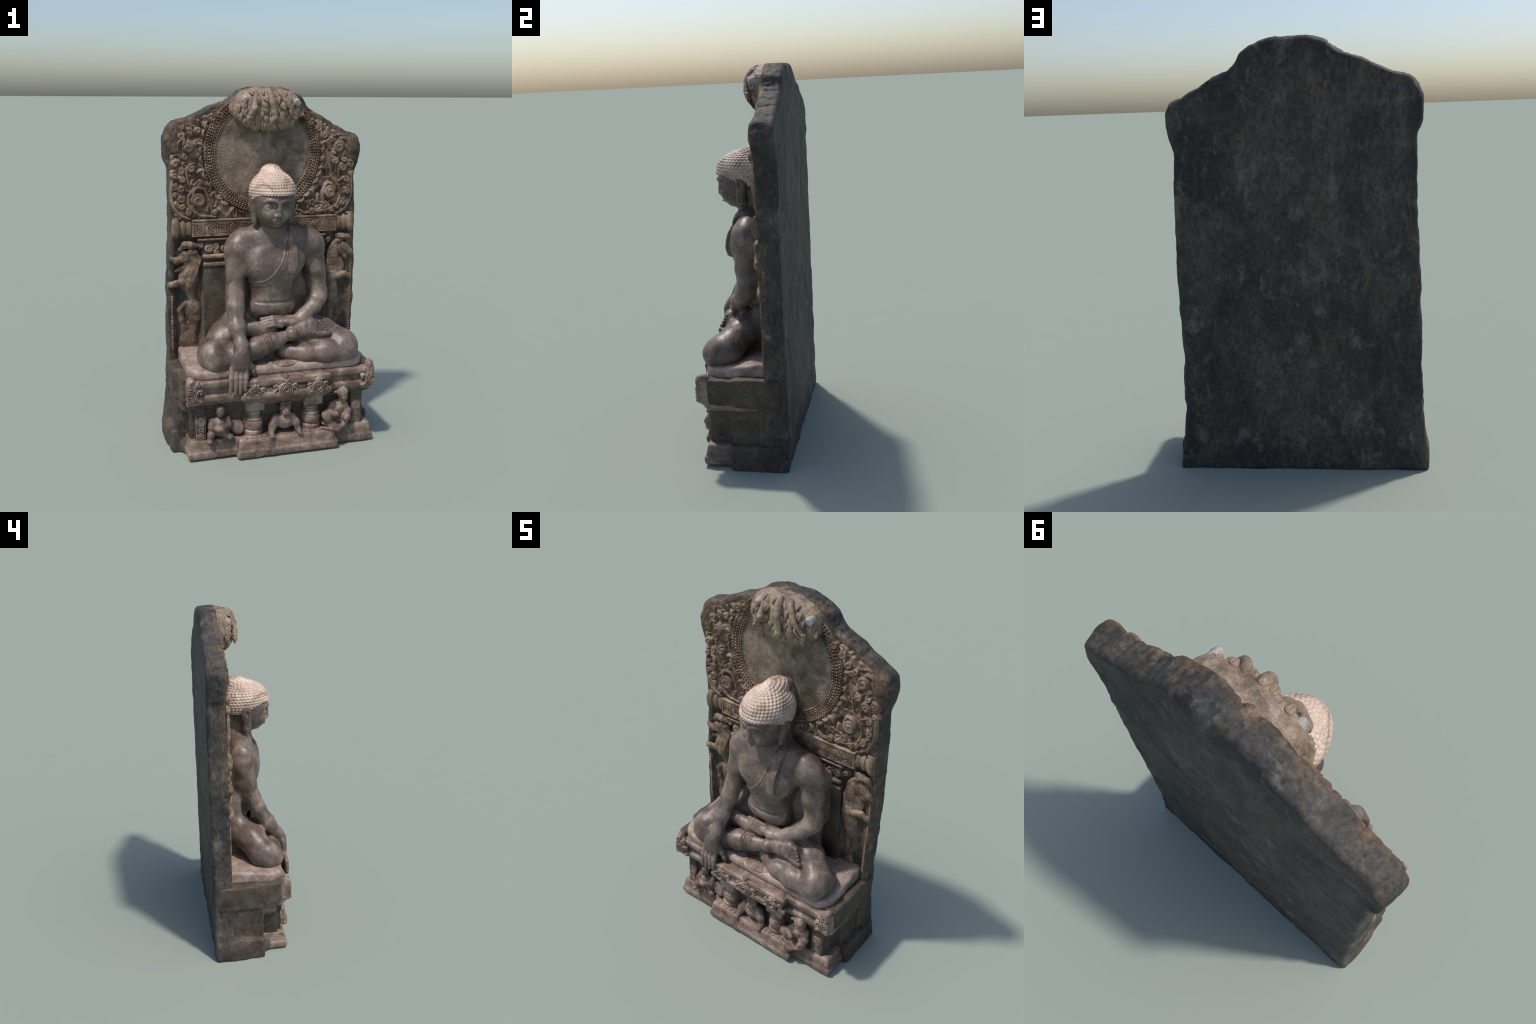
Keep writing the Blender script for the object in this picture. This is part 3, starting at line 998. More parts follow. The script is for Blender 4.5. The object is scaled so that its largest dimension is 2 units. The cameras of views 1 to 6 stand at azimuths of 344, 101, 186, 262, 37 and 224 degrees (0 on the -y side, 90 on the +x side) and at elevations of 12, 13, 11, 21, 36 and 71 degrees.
# ================================================================== CANOPY OF LEAVES over the halo
def canopy():
    cl = Clay((-0.24, -0.01, 1.74), (0.25, 0.22, 2.02), 0.003)
    cl.ell((0.004, 0.130, 1.885), (0.200, 0.076, 0.108), 0.02)
    cl.ell((0.024, 0.104, 1.854), (0.170, 0.054, 0.070), 0.04)
    cl.ell((0.020, 0.118, 1.822), (0.155, 0.055, 0.050), 0.03)
    cl.ell((-0.160, 0.125, 1.89), (0.040, 0.040, 0.035), 0.02)
    cl.ell((0.006, 0.122, 1.925), (0.182, 0.074, 0.073), 0.03)
    for pts, r in (([(-0.066, 0.075, 1.970), (-0.074, 0.046, 1.93), (-0.083, 0.030, 1.89), (-0.106, 0.032, 1.852)], [0.010, 0.011, 0.011, 0.010]),
                   ([(0.003, 0.070, 1.985), (0.010, 0.042, 1.955), (0.018, 0.024, 1.905), (0.026, 0.022, 1.852)], [0.012, 0.014, 0.013, 0.012]),
                   ([(0.058, 0.075, 1.982), (0.082, 0.046, 1.950), (0.108, 0.032, 1.905), (0.150, 0.042, 1.852)], [0.010, 0.011, 0.011, 0.010])):
        p = spline(pts, 5)
        rr = np.interp(np.linspace(0, 1, len(p)), np.linspace(0, 1, len(r)), r)
        # each branch ends in a ringed socket
        p = p + np.array((0, -0.001, 0))
        cl.limb([tuple(q) for q in p], list(rr), 0.004)
        e = p[-1]
        cl.ell((e[0], e[1], e[2] + 0.004), (0.0155, 0.0155, 0.005), 0.002)
        cl.ell((e[0] + 0.002, e[1] + 0.004, e[2] - 0.012), (0.017, 0.014, 0.014), 0.004)
    # hollows beside the broken branches
    cl.ell((0.170, 0.048, 1.895), (0.022, 0.016, 0.015), 0.006, cut=True)
    V, F = cl.surface()
    V = relax(V, F, 1, 0.4)
    V = rough_verts(V, normals(V, F), 0.0030, 34, 3, 61)
    V[:, 2] = np.minimum(V[:, 2], 1.9965)
    o = put("leaf_canopy", V, F, M_LEAF, SLAB)
    return cl, o


CAN, CANOPY = canopy()


def leaf_mesh():
    """Heart-shaped fig leaf: swollen blade, raised rim, midrib groove, drawn-out tip curling to one side."""
    n, m = 22, 14
    V = []
    for i in range(n + 1):
        t = i / n
        half = 0.46 * math.sin(PI * t ** 0.60) ** 0.75 * (1 - 0.35 * t) + 0.02 if t < 1 else 0.004
        for j in range(m + 1):
            u = j / m * 2 - 1
            x = half * u
            dome = max(1 - abs(u) ** 3, 0) ** 0.5
            y = -0.34 * dome * math.sin(PI * min(1, t * 0.90 + 0.10)) ** 0.6 - 0.05 * t
            y += 0.13 * math.exp(-(u / 0.14) ** 2) * math.sin(PI * t)
            y += 0.012 * math.sin(t * 16 - abs(u) * 5) * dome
            V.append((x + 0.22 * t ** 3, y + 0.12, -t * 1.2))
    g = np.arange((n + 1) * (m + 1)).reshape(n + 1, m + 1)
    F = np.stack([g[:-1, :-1], g[1:, :-1], g[1:, 1:], g[:-1, 1:]], -1).reshape(-1, 4)
    return mesh_from("leaf", np.array(V), F, M_LEAF)


LEAF = leaf_mesh()
rl = np.random.default_rng(12)


def put_leaf(x, z, s, rot, sd=1):
    y = CAN.front(x, z)
    if y <= 0.0 or y > 0.125:
        return
    e = 0.012
    gx = (CAN.front(x + e, z) - CAN.front(x - e, z)) / (2 * e)
    gz = (CAN.front(x, z + e) - CAN.front(x, z - e)) / (2 * e)
    n = Vector((max(-2, min(2, gx)), -1, max(-2, min(2, gz)))).normalized()
    o = bpy.data.objects.new("leaf", LEAF)
    link(o, CANOPY)
    up = Vector((0, 0, 1))
    X = up.cross(-n).normalized()
    X = (Vector((1, 0, 0)) - n * n.x).normalized()
    Zv = X.cross(-n * -1).normalized()
    Zv = (up - n * n.z).normalized()
    Y = -n
    R = Matrix((X, Y, Zv)).transposed().to_4x4()
    o.matrix_world = Matrix.Translation(Vector((x, y, z)) + n * 0.0012) @ R @ Matrix.Rotation(rot, 4, "Y") @ Matrix.Diagonal((s, s, s, 1))


STEMS = [spline([(-0.066, 1.970), (-0.074, 1.93), (-0.083, 1.89), (-0.106, 1.852)], 4), spline([(0.003, 1.985), (0.010, 1.955), (0.018, 1.905), (0.026, 1.852)], 4),
         spline([(0.058, 1.982), (0.082, 1.950), (0.108, 1.905), (0.150, 1.852)], 4)]
for row, (zr, n, half) in enumerate(((1.978, 7, 0.09), (1.952, 9, 0.135), (1.924, 11, 0.165), (1.896, 11, 0.175), (1.868, 11, 0.178), (1.842, 11, 0.168), (1.815, 9, 0.130), (1.800, 7, 0.095))):
    for i in range(n):
        x = -half + 2 * half * (i + 0.4 * (row % 2) + rl.uniform(-0.15, 0.15)) / (n - 1) + 0.004
        z = zr + rl.uniform(-0.006, 0.006) + (0.9 * x * x if row > 3 else -0.6 * x * x)
        near = min(np.min(np.hypot(st[:, 0] - x, st[:, 1] - z + 0.018)) for st in STEMS)
        if near < 0.015:
            continue
        sd = 1 if rl.random() < 0.5 else -1
        put_leaf(x, z, rl.uniform(0.034, 0.048), rl.uniform(-0.45, 0.45) - x * 1.2, sd)


def stub(c, ax, r, L, rot):
    V, F = lathe(rounded_profile([(0.001, 0), (r, 0), (r * 1.05, L * 0.8), (r * 0.8, L), (0.001, L)], 4), 14)
    V = rough_verts(V, normals(V, F), r * 0.18, 60, 2, 5)
    o = put("broken_branch_end", V, F, M_STUB, CANOPY)
    o.location = c
    o.rotation_euler = Vector(ax).to_track_quat("Z", "Y").to_euler()


stub((-0.124, 0.098, 1.945), (0.0, -1, -0.5), 0.020, 0.042, 0)
stub((0.163, 0.105, 1.922), (0.1, -1, -0.15), 0.021, 0.052, 0)


# ================================================================== THRONE
XL, XR = -0.490, 0.536
CX0, CX1 = -0.225, 0.312
WY, PROJ = -0.172, 0.038
REAR = 0.17


def plan(off, proj=PROJ, xl=XL, xr=XR, c0=CX0, c1=CX1, plain=False):
    """Outline of the throne seen from above, pushed out by off; front has a central projection."""
    y0, y1 = WY - off, WY - proj - off
    so = float(np.interp(off, [-0.2, -0.03, -0.004, 0.03], [-0.2, -0.03, 0.020, 0.022])) if plain else off
    P = [(xl - so, REAR), (xl - so, y0), (c0 - off, y0), (c0 - off, y1), (c1 + off, y1), (c1 + off, y0), (xr + so, y0), (xr + so, REAR)]
    return P


def loft(profile, name, mat, parent, proj=PROJ, seg=None, rough=0.002, xl=XL, xr=XR, c0=CX0, c1=CX1, seed=0, plain=False):
    """Throne moulding: the plan swept through a profile of (outset, height) pairs."""
    rings = []
    lens = None
    for off, z in profile:
        P = plan(off, proj, xl, xr, c0, c1, plain)
        pts = []
        for i in range(len(P) - 1):
            a, b = np.array(P[i]), np.array(P[i + 1])
            if lens is None:
                L = np.linalg.norm(b - a)
            n = max(2, int([0.35, 0.27, proj, 0.56, proj, 0.24, 0.35][i] / 0.0075))
            # cluster points near corners so that they can be rounded a little
            t = np.linspace(0, 1, n + 1)[:-1]
            pts.append(a + (b - a) * t[:, None])
        pts.append(np.array(P[-1:]))
        p = np.vstack(pts)
        q = p.copy()
        for _ in range(2):
            q[1:-1] = 0.25 * q[:-2] + 0.5 * q[1:-1] + 0.25 * q[2:]
        rings.append(np.column_stack([q, np.full(len(q), z)]))
    V = np.stack(rings)
    n, m = V.shape[:2]
    g = np.arange(n * m).reshape(n, m)
    F = np.stack([g[:-1, :-1], g[:-1, 1:], g[1:, 1:], g[1:, :-1]], -1).reshape(-1, 4)
    V = V.reshape(-1, 3)
    V0 = V.copy()
    N = normals(V, F)
    V = rough_verts(V, N, rough, 22, 4, seed)
    V[:, 2] = np.maximum(V[:, 2], 0)
    return put(name, V, F, mat, parent)


def fine_profile(pts, step=0.004):
    p = rounded_profile(pts, 4, 0.3)
    out = [p[0]]
    for i in range(1, len(p)):
        d = np.linalg.norm(p[i] - p[i - 1])
        k = max(1, int(d / step))
        for j in range(1, k + 1):
            out.append(p[i - 1] + (p[i] - p[i - 1]) * j / k)
    return np.array(out)


THRONE = loft(fine_profile([(-0.25, 0.0005), (0.008, 0.0005), (0.022, 0.016), (0.024, 0.045), (0.013, 0.056), (0.008, 0.100), (0.000, 0.113), (-0.10, 0.114)]),
              "throne_plinth", M_THRONE, None, proj=0.050, xr=0.545, rough=0.003, seed=41)
loft(fine_profile([(-0.08, 0.282), (-0.024, 0.284), (-0.019, 0.296), (-0.008, 0.300), (-0.003, 0.314), (0.008, 0.320), (0.012, 0.332), (0.024, 0.338), (0.030, 0.349), (0.031, 0.373),
                   (0.004, 0.379), (0.002, 0.409), (0.026, 0.416), (0.029, 0.440), (0.026, 0.455), (-0.15, 0.4585)]),
     "throne_cornice", M_THRONE, THRONE, c0=-0.200, c1=0.262, rough=0.0016, seed=42, plain=True)


def throne_core():
    """Recessed body behind the columns, posts at the front corners and the solid flanks joining the slab."""
    cl = Clay((-0.63, -0.20, -0.01), (0.63, 0.25, 0.49), 0.0048)
    cl.box((-0.455, -0.148, 0.05), (0.488, 0.19, 0.345), 0.008, 0.0)
    cl.box((-0.492, -0.140, 0.05), (0.522, 0.10, 0.345), 0.012, 0.01)
    cl.box((-0.500, -0.176, 0.302), (0.535, 0.10, 0.350), 0.012, 0.02)
    for xa, xb in ((-0.466, -0.408), (0.434, 0.506)):
        cl.box((xa, -0.168, 0.08), (xb, 0.0, 0.335), 0.005, 0.004)
    for s, xo in ((-1, -0.578), (1, 0.594)):
        xi = s * 0.40
        cl.box((min(xi, xo), -0.048, -0.02), (max(xi, xo), 0.22, 0.128), 0.016, 0.01)
        xm = xo - s * (0.024 if s < 0 else 0.050)
        cl.box((min(xi, xm), -0.045, 0.08), (max(xi, xm), 0.22, 0.34), 0.012, 0.008)
        xf = xo - s * (0.012 if s < 0 else 0.032)
        cl.box((min(xi, xf), 0.100, 0.08), (max(xi, xf), 0.22, 0.34), 0.010, 0.008)
        # cornice flank
        xc = XL - 0.048 if s < 0 else XR + 0.027
        cl.box((min(xi, xc), -0.158, 0.335), (max(xi, xc), 0.22, 0.470), 0.010, 0.006)
        xd = xc - 0.026 if s < 0 else xc
        cl.box((min(xi, xd), -0.02, 0.325), (max(xi, xd), 0.22, 0.474), 0.014, 0.02)
    cl.box((-0.538, -0.130, 0.255), (-0.40, 0.05, 0.350), 0.030, 0.012)
    cl.box((0.40, -0.125, 0.265), (0.535, 0.05, 0.350), 0.030, 0.012)
    # rough rubble swelling at the left foot
    cl.ell((-0.570, 0.14, 0.06), (0.026, 0.10, 0.08), 0.03)
    cl.ell((-0.500, -0.050, 0.035), (0.030, 0.050, 0.040), 0.02)
    V, F = cl.surface()
    V = relax(V, F, 2, 0.5)
    V[:, 2] = np.maximum(V[:, 2], 0.0008)
    V = rough_verts(V, normals(V, F), 0.0035, 18, 4, 71)
    V[:, 2] = np.maximum(V[:, 2], 0.0008)
    return put("throne_body", V, F, M_FLANK, THRONE)  # darker stone on the flanks copies shade baked into the original's colour


throne_core()


def seat_top(x, y):
    return 0.506 + 0.125 * np.clip(y + 0.17, 0, 1) - 0.006 * np.clip(1 - (x / 0.47) ** 4, 0, 1) * np.clip((y + 0.15) / 0.06, 0, 1)


def cushion():
    cl = Clay((-0.545, -0.215, 0.44), (0.55, 0.22, 0.62), 0.0046)
    x, y, z = cl.ax[0][:, None, None], cl.ax[1][None, :, None], cl.ax[2][None, None, :]
    xc, yc, ex, ey, cr = 0.008, 0.03, 0.508, 0.213, 0.095
    qx, qy = np.abs(x - xc) - ex + cr, np.abs(y - yc) - ey + cr
    pl = np.sqrt(np.maximum(qx, 0) ** 2 + np.maximum(qy, 0) ** 2) + np.minimum(np.maximum(qx, qy), 0) - cr
    top = seat_top(x, y)
    zc = (top + 0.452) / 2
    hh = (top - 0.452) / 2
    r = 0.021
    qz = np.abs(z - zc) - hh + r
    pp = pl + r
    cl.D[:] = np.sqrt(np.maximum(pp, 0) ** 2 + np.maximum(qz, 0) ** 2) + np.minimum(np.maximum(pp, qz), 0) - r
    V, F = cl.surface()
    V = relax(V, F, 1, 0.5)
    N = normals(V, F)
    # fine rim line round the sitting surface
    V = rough_verts(V, N, 0.0016, 26, 4, 81)
    return put("seat_cushion", V, F, M_SEAT, THRONE)


cushion()


# fan of pleated cloth spread on the seat below the crossed shins
def cloth_fan():
    n, m = 60, 14
    V = []
    for i in range(n + 1):
        a = math.radians(196 + 148 * i / n)
        for j in range(m + 1):
            r = 0.012 + 0.088 * j / m
            rip = 0.006 * abs(math.sin(i / n * PI * 9)) * (j / m) + 0.003
            x, y = 0.045 + r * 1.25 * math.cos(a), -0.085 + r * 1.0 * math.sin(a)
            V.append((x, y, seat_top(x, y) + rip * (1 if j < m else -0.6)))
    g = np.arange((n + 1) * (m + 1)).reshape(n + 1, m + 1)
    F = np.stack([g[:-1, :-1], g[:-1, 1:], g[1:, 1:], g[1:, :-1]], -1).reshape(-1, 4)
    put("cloth_fan", np.array(V), F, M_THRONE, ROOT)


cloth_fan()

# columns of the throne front
COLP = rounded_profile([(0.020, 0.098), (0.056, 0.100), (0.056, 0.112), (0.048, 0.116), (0.050, 0.124), (0.051, 0.140), (0.044, 0.146), (0.043, 0.150),
                        (0.050, 0.156), (0.052, 0.176), (0.050, 0.194), (0.045, 0.198), (0.049, 0.203), (0.047, 0.213), (0.038, 0.218), (0.037, 0.232),
                        (0.041, 0.238), (0.040, 0.250), (0.037, 0.256), (0.040, 0.275), (0.048, 0.300), (0.050, 0.335)], 4, 0.3)
for cx in (-0.140, 0.198):
    V, F = lathe(COLP, 36)
    V = rough_verts(V, normals(V, F), 0.0014, 30, 3, 3)
    V[:, :2] *= 1.10
    V += (cx, -0.150, 0)
    put("column", V, F, M_THRONE, THRONE)
    prism("column_block", cx - 0.055, cx + 0.055, -0.205, -0.11, 0.262, 0.33, M_THRONE, THRONE, 0.008)


def panel(name, x0, x1, z0, z1, fn, y, parent=THRONE, h=0.0018, mat=None):
    return relief(name, x0, x1, z0, z1, fn, y, mat or M_THRONE, parent, h, 0.008)


# ringed medallions on the corner posts
for xa, xb in ((-0.464, -0.410), (0.436, 0.496)):
    cx = (xa + xb) / 2

    def post_fn(X, Z, cx=cx, w=(xb - xa) / 2):
        H = np.full(X.shape, -1.0)
        for zc in (0.215, 0.125):
            r = (np.abs(X - cx) ** 3 + np.abs(Z - zc) ** 3) ** (1 / 3) if cx > 0 else np.hypot(X - cx, Z - zc)
            H = np.where(r < 0.027, 0.002 + 0.004 * (0.5 + 0.5 * np.cos(r / 0.0088 * 2 * PI)), H)
        q = np.maximum(np.abs(X - cx), np.abs(Z - 0.170))
        H = np.where(q < 0.016, 0.002 + 0.004 * (0.5 + 0.5 * np.cos(q / 0.0080 * 2 * PI)), H)
        e = w - 0.003 - np.abs(X - cx)
        H = np.maximum(H, np.where((np.abs(e) < 0.0022), 0.003, -1))
        return np.where((Z > 0.112) & (Z < 0.250), H, -1)
    panel("post_medallion", xa - 0.004, xb + 0.004, 0.108, 0.256, post_fn, -0.1655)


# frieze ornaments on the cornice
def antefix(cx, zb, R, y, tall, horns, name="frieze_ornament"):
    zc = zb + R * 1.15

    def fn(X, Z):
        r = np.hypot(X - cx, Z - zc)
        H = np.where(r < R * 1.35, 0.003, -1.0)
        for rc, w, t in ((R * 0.52, R * 0.15, 0.013), (R * 0.88, R * 0.14, 0.012), (R * 1.24, R * 0.17, 0.012)):
            H = np.maximum(H, t * np.sqrt(np.maximum(1 - ((r - rc) / w) ** 2, 0)) - 2 * np.maximum(np.abs(r - rc) - w, 0))
        H = np.maximum(H, strokes(X, Z, [(cx, zc), (cx + 1e-4, zc)], [R * 0.30] * 2, 1.0))
        # crest jewel
        zt = zc + R * 1.5
        for dx, dz, rr in ((0, tall, R * 0.42), (-R * 0.55, tall * 0.35, R * 0.36), (R * 0.55, tall * 0.35, R * 0.36), (0, tall * 0.2, R * 0.5)):
            H = np.maximum(H, strokes(X, Z, [(cx + dx, zt + dz), (cx + dx + 1e-4, zt + dz)], [rr] * 2, 0.9))
        # side tendrils and base line
        for s in (-1, 1):
            for k in range(horns):
                bx = cx + s * R * (1.75 + 1.0 * k)
                p = [(cx + s * R * (0.9 + k), zb + 0.004), (bx + s * R * 0.2, zb + 0.006), (bx + s * R * 0.45, zb + R * 0.7), (bx, zb + R * 1.25), (bx - s * R * 0.35, zb + R * 1.7), (bx + s * R * 0.1, zb + R * 2.0), (bx + s * R * 0.35, zb + R * 1.7)]
                sp = spline(p, 5)
                H = np.maximum(H, strokes(X, Z, sp, np.linspace(R * 0.24, R * 0.14, len(sp)), 1.2))
        return np.where(Z > zb - 0.002, H, -1)
    w = R * (2.6 + horns)
    return panel(name, cx - w, cx + w, zb - 0.004, zc + R * 2.2 + tall + 0.01, fn, y)


antefix(0.024, 0.352, 0.030, -0.236, 0.026, 1)
antefix(0.212, 0.352, 0.026, -0.236, 0.010, 1)
antefix(-0.150, 0.352, 0.026, -0.236, -0.002, 1)
for xa, xb in ((-0.098, -0.045), (0.085, 0.148)):
    prism("frieze_block", xa, xb, -0.226, -0.19, 0.372, 0.398, M_THRONE, THRONE, 0.006)
# corner pieces stand proud of the cornice
for cx, s in ((-0.482, -1), (0.520, 1)):
    cl = Clay((cx - 0.06, -0.245, 0.33), (cx + 0.06, -0.11, 0.51), 0.004)
    xo = XL - 0.026 if s < 0 else XR + 0.022
    xi = xo - s * 0.060
    cl.box((min(xo, xi), -0.212, 0.343), (max(xo, xi), -0.140, 0.452), 0.008, 0.004)
    cl.ell((xo - s * 0.022, -0.180, 0.462), (0.024, 0.032, 0.030), 0.012)
    cl.ell((xo - s * 0.045, -0.19, 0.44), (0.022, 0.018, 0.024), 0.01)
    V, F = cl.surface()
    V = relax(V, F, 1)
    V = rough_verts(V, normals(V, F), 0.002, 30, 3, 91)
    co = put("corner_ornament", V, F, M_THRONE, THRONE)

    def cfn(X, Z, xo=xo, s=s):
        cxx = xo - s * 0.012
        r = np.hypot(X - cxx, Z - 0.390)
        H = np.where(r < 0.038, 0.003, -1.0)
        for rc in (0.014, 0.025, 0.036):
            H = np.maximum(H, 0.008 * np.sqrt(np.maximum(1 - ((r - rc) / 0.004) ** 2, 0)) - 2 * np.maximum(np.abs(r - rc) - 0.004, 0))
        for p in ([(xo - s * 0.075, 0.352), (xo - s * 0.055, 0.362), (xo - s * 0.048, 0.39), (xo - s * 0.062, 0.412), (xo - s * 0.075, 0.408), (xo - s * 0.070, 0.395)],
                  [(xo - s * 0.048, 0.395), (xo - s * 0.040, 0.430), (xo - s * 0.055, 0.455), (xo - s * 0.062, 0.440)],
                  [(xo - s * 0.02, 0.432), (xo - s * 0.012, 0.455), (xo - s * 0.028, 0.472), (xo - s * 0.034, 0.458)]):
            sp = spline(p, 5)
            H = np.maximum(H, strokes(X, Z, sp, [0.006] * len(sp), 1.2))
        ok = (X * s < xo * s - 0.001)
        return np.where(ok, H, -1)
    panel("corner_carving", min(xo, xo - s * 0.085), max(xo, xo - s * 0.085), 0.345, 0.48, cfn, -0.2115)

# a cracked joint line in the cornice and a scalloped petal row at the plinth's top
for cx in (-0.140, 0.198):
    pr = []
    for i in range(5):
        pr.append(place(cx - 0.056 + 0.028 * i, -0.200, 0.1135, 0.0155, 0.020, 0.0035))
    many("plinth_petal", BV, BF, pr, M_THRONE, THRONE)
fr = [(-0.205 + 0.0195 * i, 0.080, 0.0) for i in range(16)]
inscription("plinth_inscription", fr, WY - 0.050 - 0.0095, M_THRONE, THRONE, 0.015, 0.026, 0.0016)


# ------------------------------------------------------------------ throne figures
def lion():
    cl = Clay((-0.085, -0.245, 0.10), (0.145, -0.09, 0.315), 0.003)
    cl.ell((0.035, -0.150, 0.185), (0.055, 0.050, 0.048), 0.02)                     # chest
    for s in (-1, 1):
        cx = 0.032
        cl.limb([(cx + s * 0.045, -0.155, 0.205), (cx + s * 0.068, -0.172, 0.170), (cx + s * 0.078, -0.180, 0.130), (cx + s * 0.080, -0.200, 0.120)], [0.027, 0.022, 0.017, 0.016], 0.015)
        for i in (-1, 0, 1):
            cl.ell((cx + s * 0.080 + i * 0.009, -0.213, 0.119), (0.006, 0.011, 0.008), 0.003)
    cl.ell((0.036, -0.165, 0.262), (0.034, 0.030, 0.036), 0.015)                    # head
    cl.ell((0.036, -0.190, 0.248), (0.022, 0.016, 0.014), 0.008)                    # muzzle
    cl.rod((0.036, -0.192, 0.272), (0.036, -0.203, 0.256), 0.006, 0.008, 0.005)
    for s in (-1, 1):
        cl.rod((0.036 + s * 0.008, -0.192, 0.278), (0.036 + s * 0.028, -0.180, 0.284), 0.0055, 0.005, 0.004)
        cl.ell((0.036 + s * 0.014, -0.190, 0.268), (0.006, 0.005, 0.005), 0.002)
        cl.rod((0.036 + s * 0.004, -0.203, 0.244), (0.036 + s * 0.020, -0.196, 0.238), 0.006, 0.005, 0.004)
    for i in range(5):
        cl.ell((0.012 + 0.012 * i, -0.178, 0.298), (0.008, 0.012, 0.007), 0.004)
    V, F = cl.surface()
    V = relax(V, F, 1, 0.4)
    V = rough_verts(V, normals(V, F), 0.0012, 70, 2, 101)
    V[:, 1] -= 0.020
    V[:, 2] -= 0.006
    put("lion_figure", V, F, M_THRONE, THRONE)


def kneeler():
    cl = Clay((-0.42, -0.235, 0.095), (-0.18, -0.09, 0.32), 0.003)
    cl.ell((-0.332, -0.150, 0.175), (0.045, 0.040, 0.058), 0.02)
    cl.ell((-0.332, -0.158, 0.205), (0.046, 0.030, 0.026), 0.015)
    cl.ell((-0.328, -0.172, 0.268), (0.025, 0.026, 0.032), 0.01)
    cl.ell((-0.328, -0.160, 0.288), (0.026, 0.025, 0.016), 0.006)
    cl.ell((-0.328, -0.197, 0.262), (0.006, 0.007, 0.008), 0.003)
    for s in (-1, 1):
        cl.ell((-0.328 + s * 0.010, -0.195, 0.272), (0.005, 0.004, 0.004), 0.002)
    cl.ell((-0.328, -0.192, 0.250), (0.010, 0.007, 0.004), 0.002)
    cl.limb([(-0.288, -0.155, 0.215), (-0.282, -0.172, 0.185), (-0.325, -0.198, 0.176), (-0.345, -0.198, 0.180)], [0.019, 0.016, 0.013, 0.011], 0.01)
    cl.limb([(-0.376, -0.155, 0.212), (-0.382, -0.172, 0.180), (-0.345, -0.195, 0.170)], [0.019, 0.016, 0.012], 0.01)
    cl.limb([(-0.365, -0.150, 0.150), (-0.385, -0.180, 0.140), (-0.390, -0.185, 0.112)], [0.028, 0.020, 0.014], 0.015)
    cl.limb([(-0.31, -0.150, 0.135), (-0.275, -0.185, 0.118)], [0.030, 0.018], 0.015)
    cl.ell((-0.395, -0.200, 0.112), (0.016, 0.018, 0.009), 0.006)
    cl.ell((-0.229, -0.150, 0.157), (0.040, 0.040, 0.040), 0.012)
    cl.rod((-0.30, -0.145, 0.175), (-0.24, -0.145, 0.175), 0.025, 0.025, 0.02)
    V, F = cl.surface()
    V = relax(V, F, 1, 0.4)
    V = rough_verts(V, normals(V, F), 0.0014, 50, 2, 111)
    put("kneeling_figure", V, F, M_THRONE, THRONE)


def squatter():
    cl = Clay((0.24, -0.265, 0.09), (0.44, -0.09, 0.37), 0.003)
    cl.ell((0.372, -0.195, 0.318), (0.032, 0.032, 0.034), 0.01)
    cl.ell((0.380, -0.190, 0.285), (0.026, 0.026, 0.032), 0.015)
    cl.limb([(0.338, -0.200, 0.322), (0.325, -0.205, 0.325)], [0.010, 0.007], 0.006)
    cl.ell((0.370, -0.222, 0.292), (0.008, 0.007, 0.011), 0.004)
    cl.ell((0.358, -0.165, 0.215), (0.044, 0.044, 0.050), 0.02)
    cl.limb([(0.325, -0.170, 0.235), (0.292, -0.195, 0.205), (0.330, -0.222, 0.200)], [0.021, 0.016, 0.013], 0.01)
    cl.limb([(0.395, -0.170, 0.235), (0.410, -0.195, 0.200), (0.388, -0.222, 0.168)], [0.022, 0.016, 0.013], 0.01)
    cl.limb([(0.335, -0.160, 0.180), (0.272, -0.200, 0.190), (0.300, -0.190, 0.142)], [0.032, 0.022, 0.020], 0.015)
    cl.limb([(0.375, -0.160, 0.175), (0.398, -0.205, 0.165), (0.385, -0.200, 0.130)], [0.030, 0.020, 0.018], 0.015)
    cl.ell((0.330, -0.160, 0.130), (0.075, 0.055, 0.018), 0.015)
    cl.limb([(0.250, -0.215, 0.122), (0.300, -0.225, 0.116), (0.335, -0.228, 0.108), (0.372, -0.215, 0.128)], [0.009, 0.012, 0.014, 0.013], 0.008)
    V, F = cl.surface()
    V = relax(V, F, 1, 0.4)
    V = rough_verts(V, normals(V, F), 0.0026, 42, 3, 121)
    put("squatting_figure", V, F, M_THRONE, THRONE)


lion()
kneeler()
squatter()


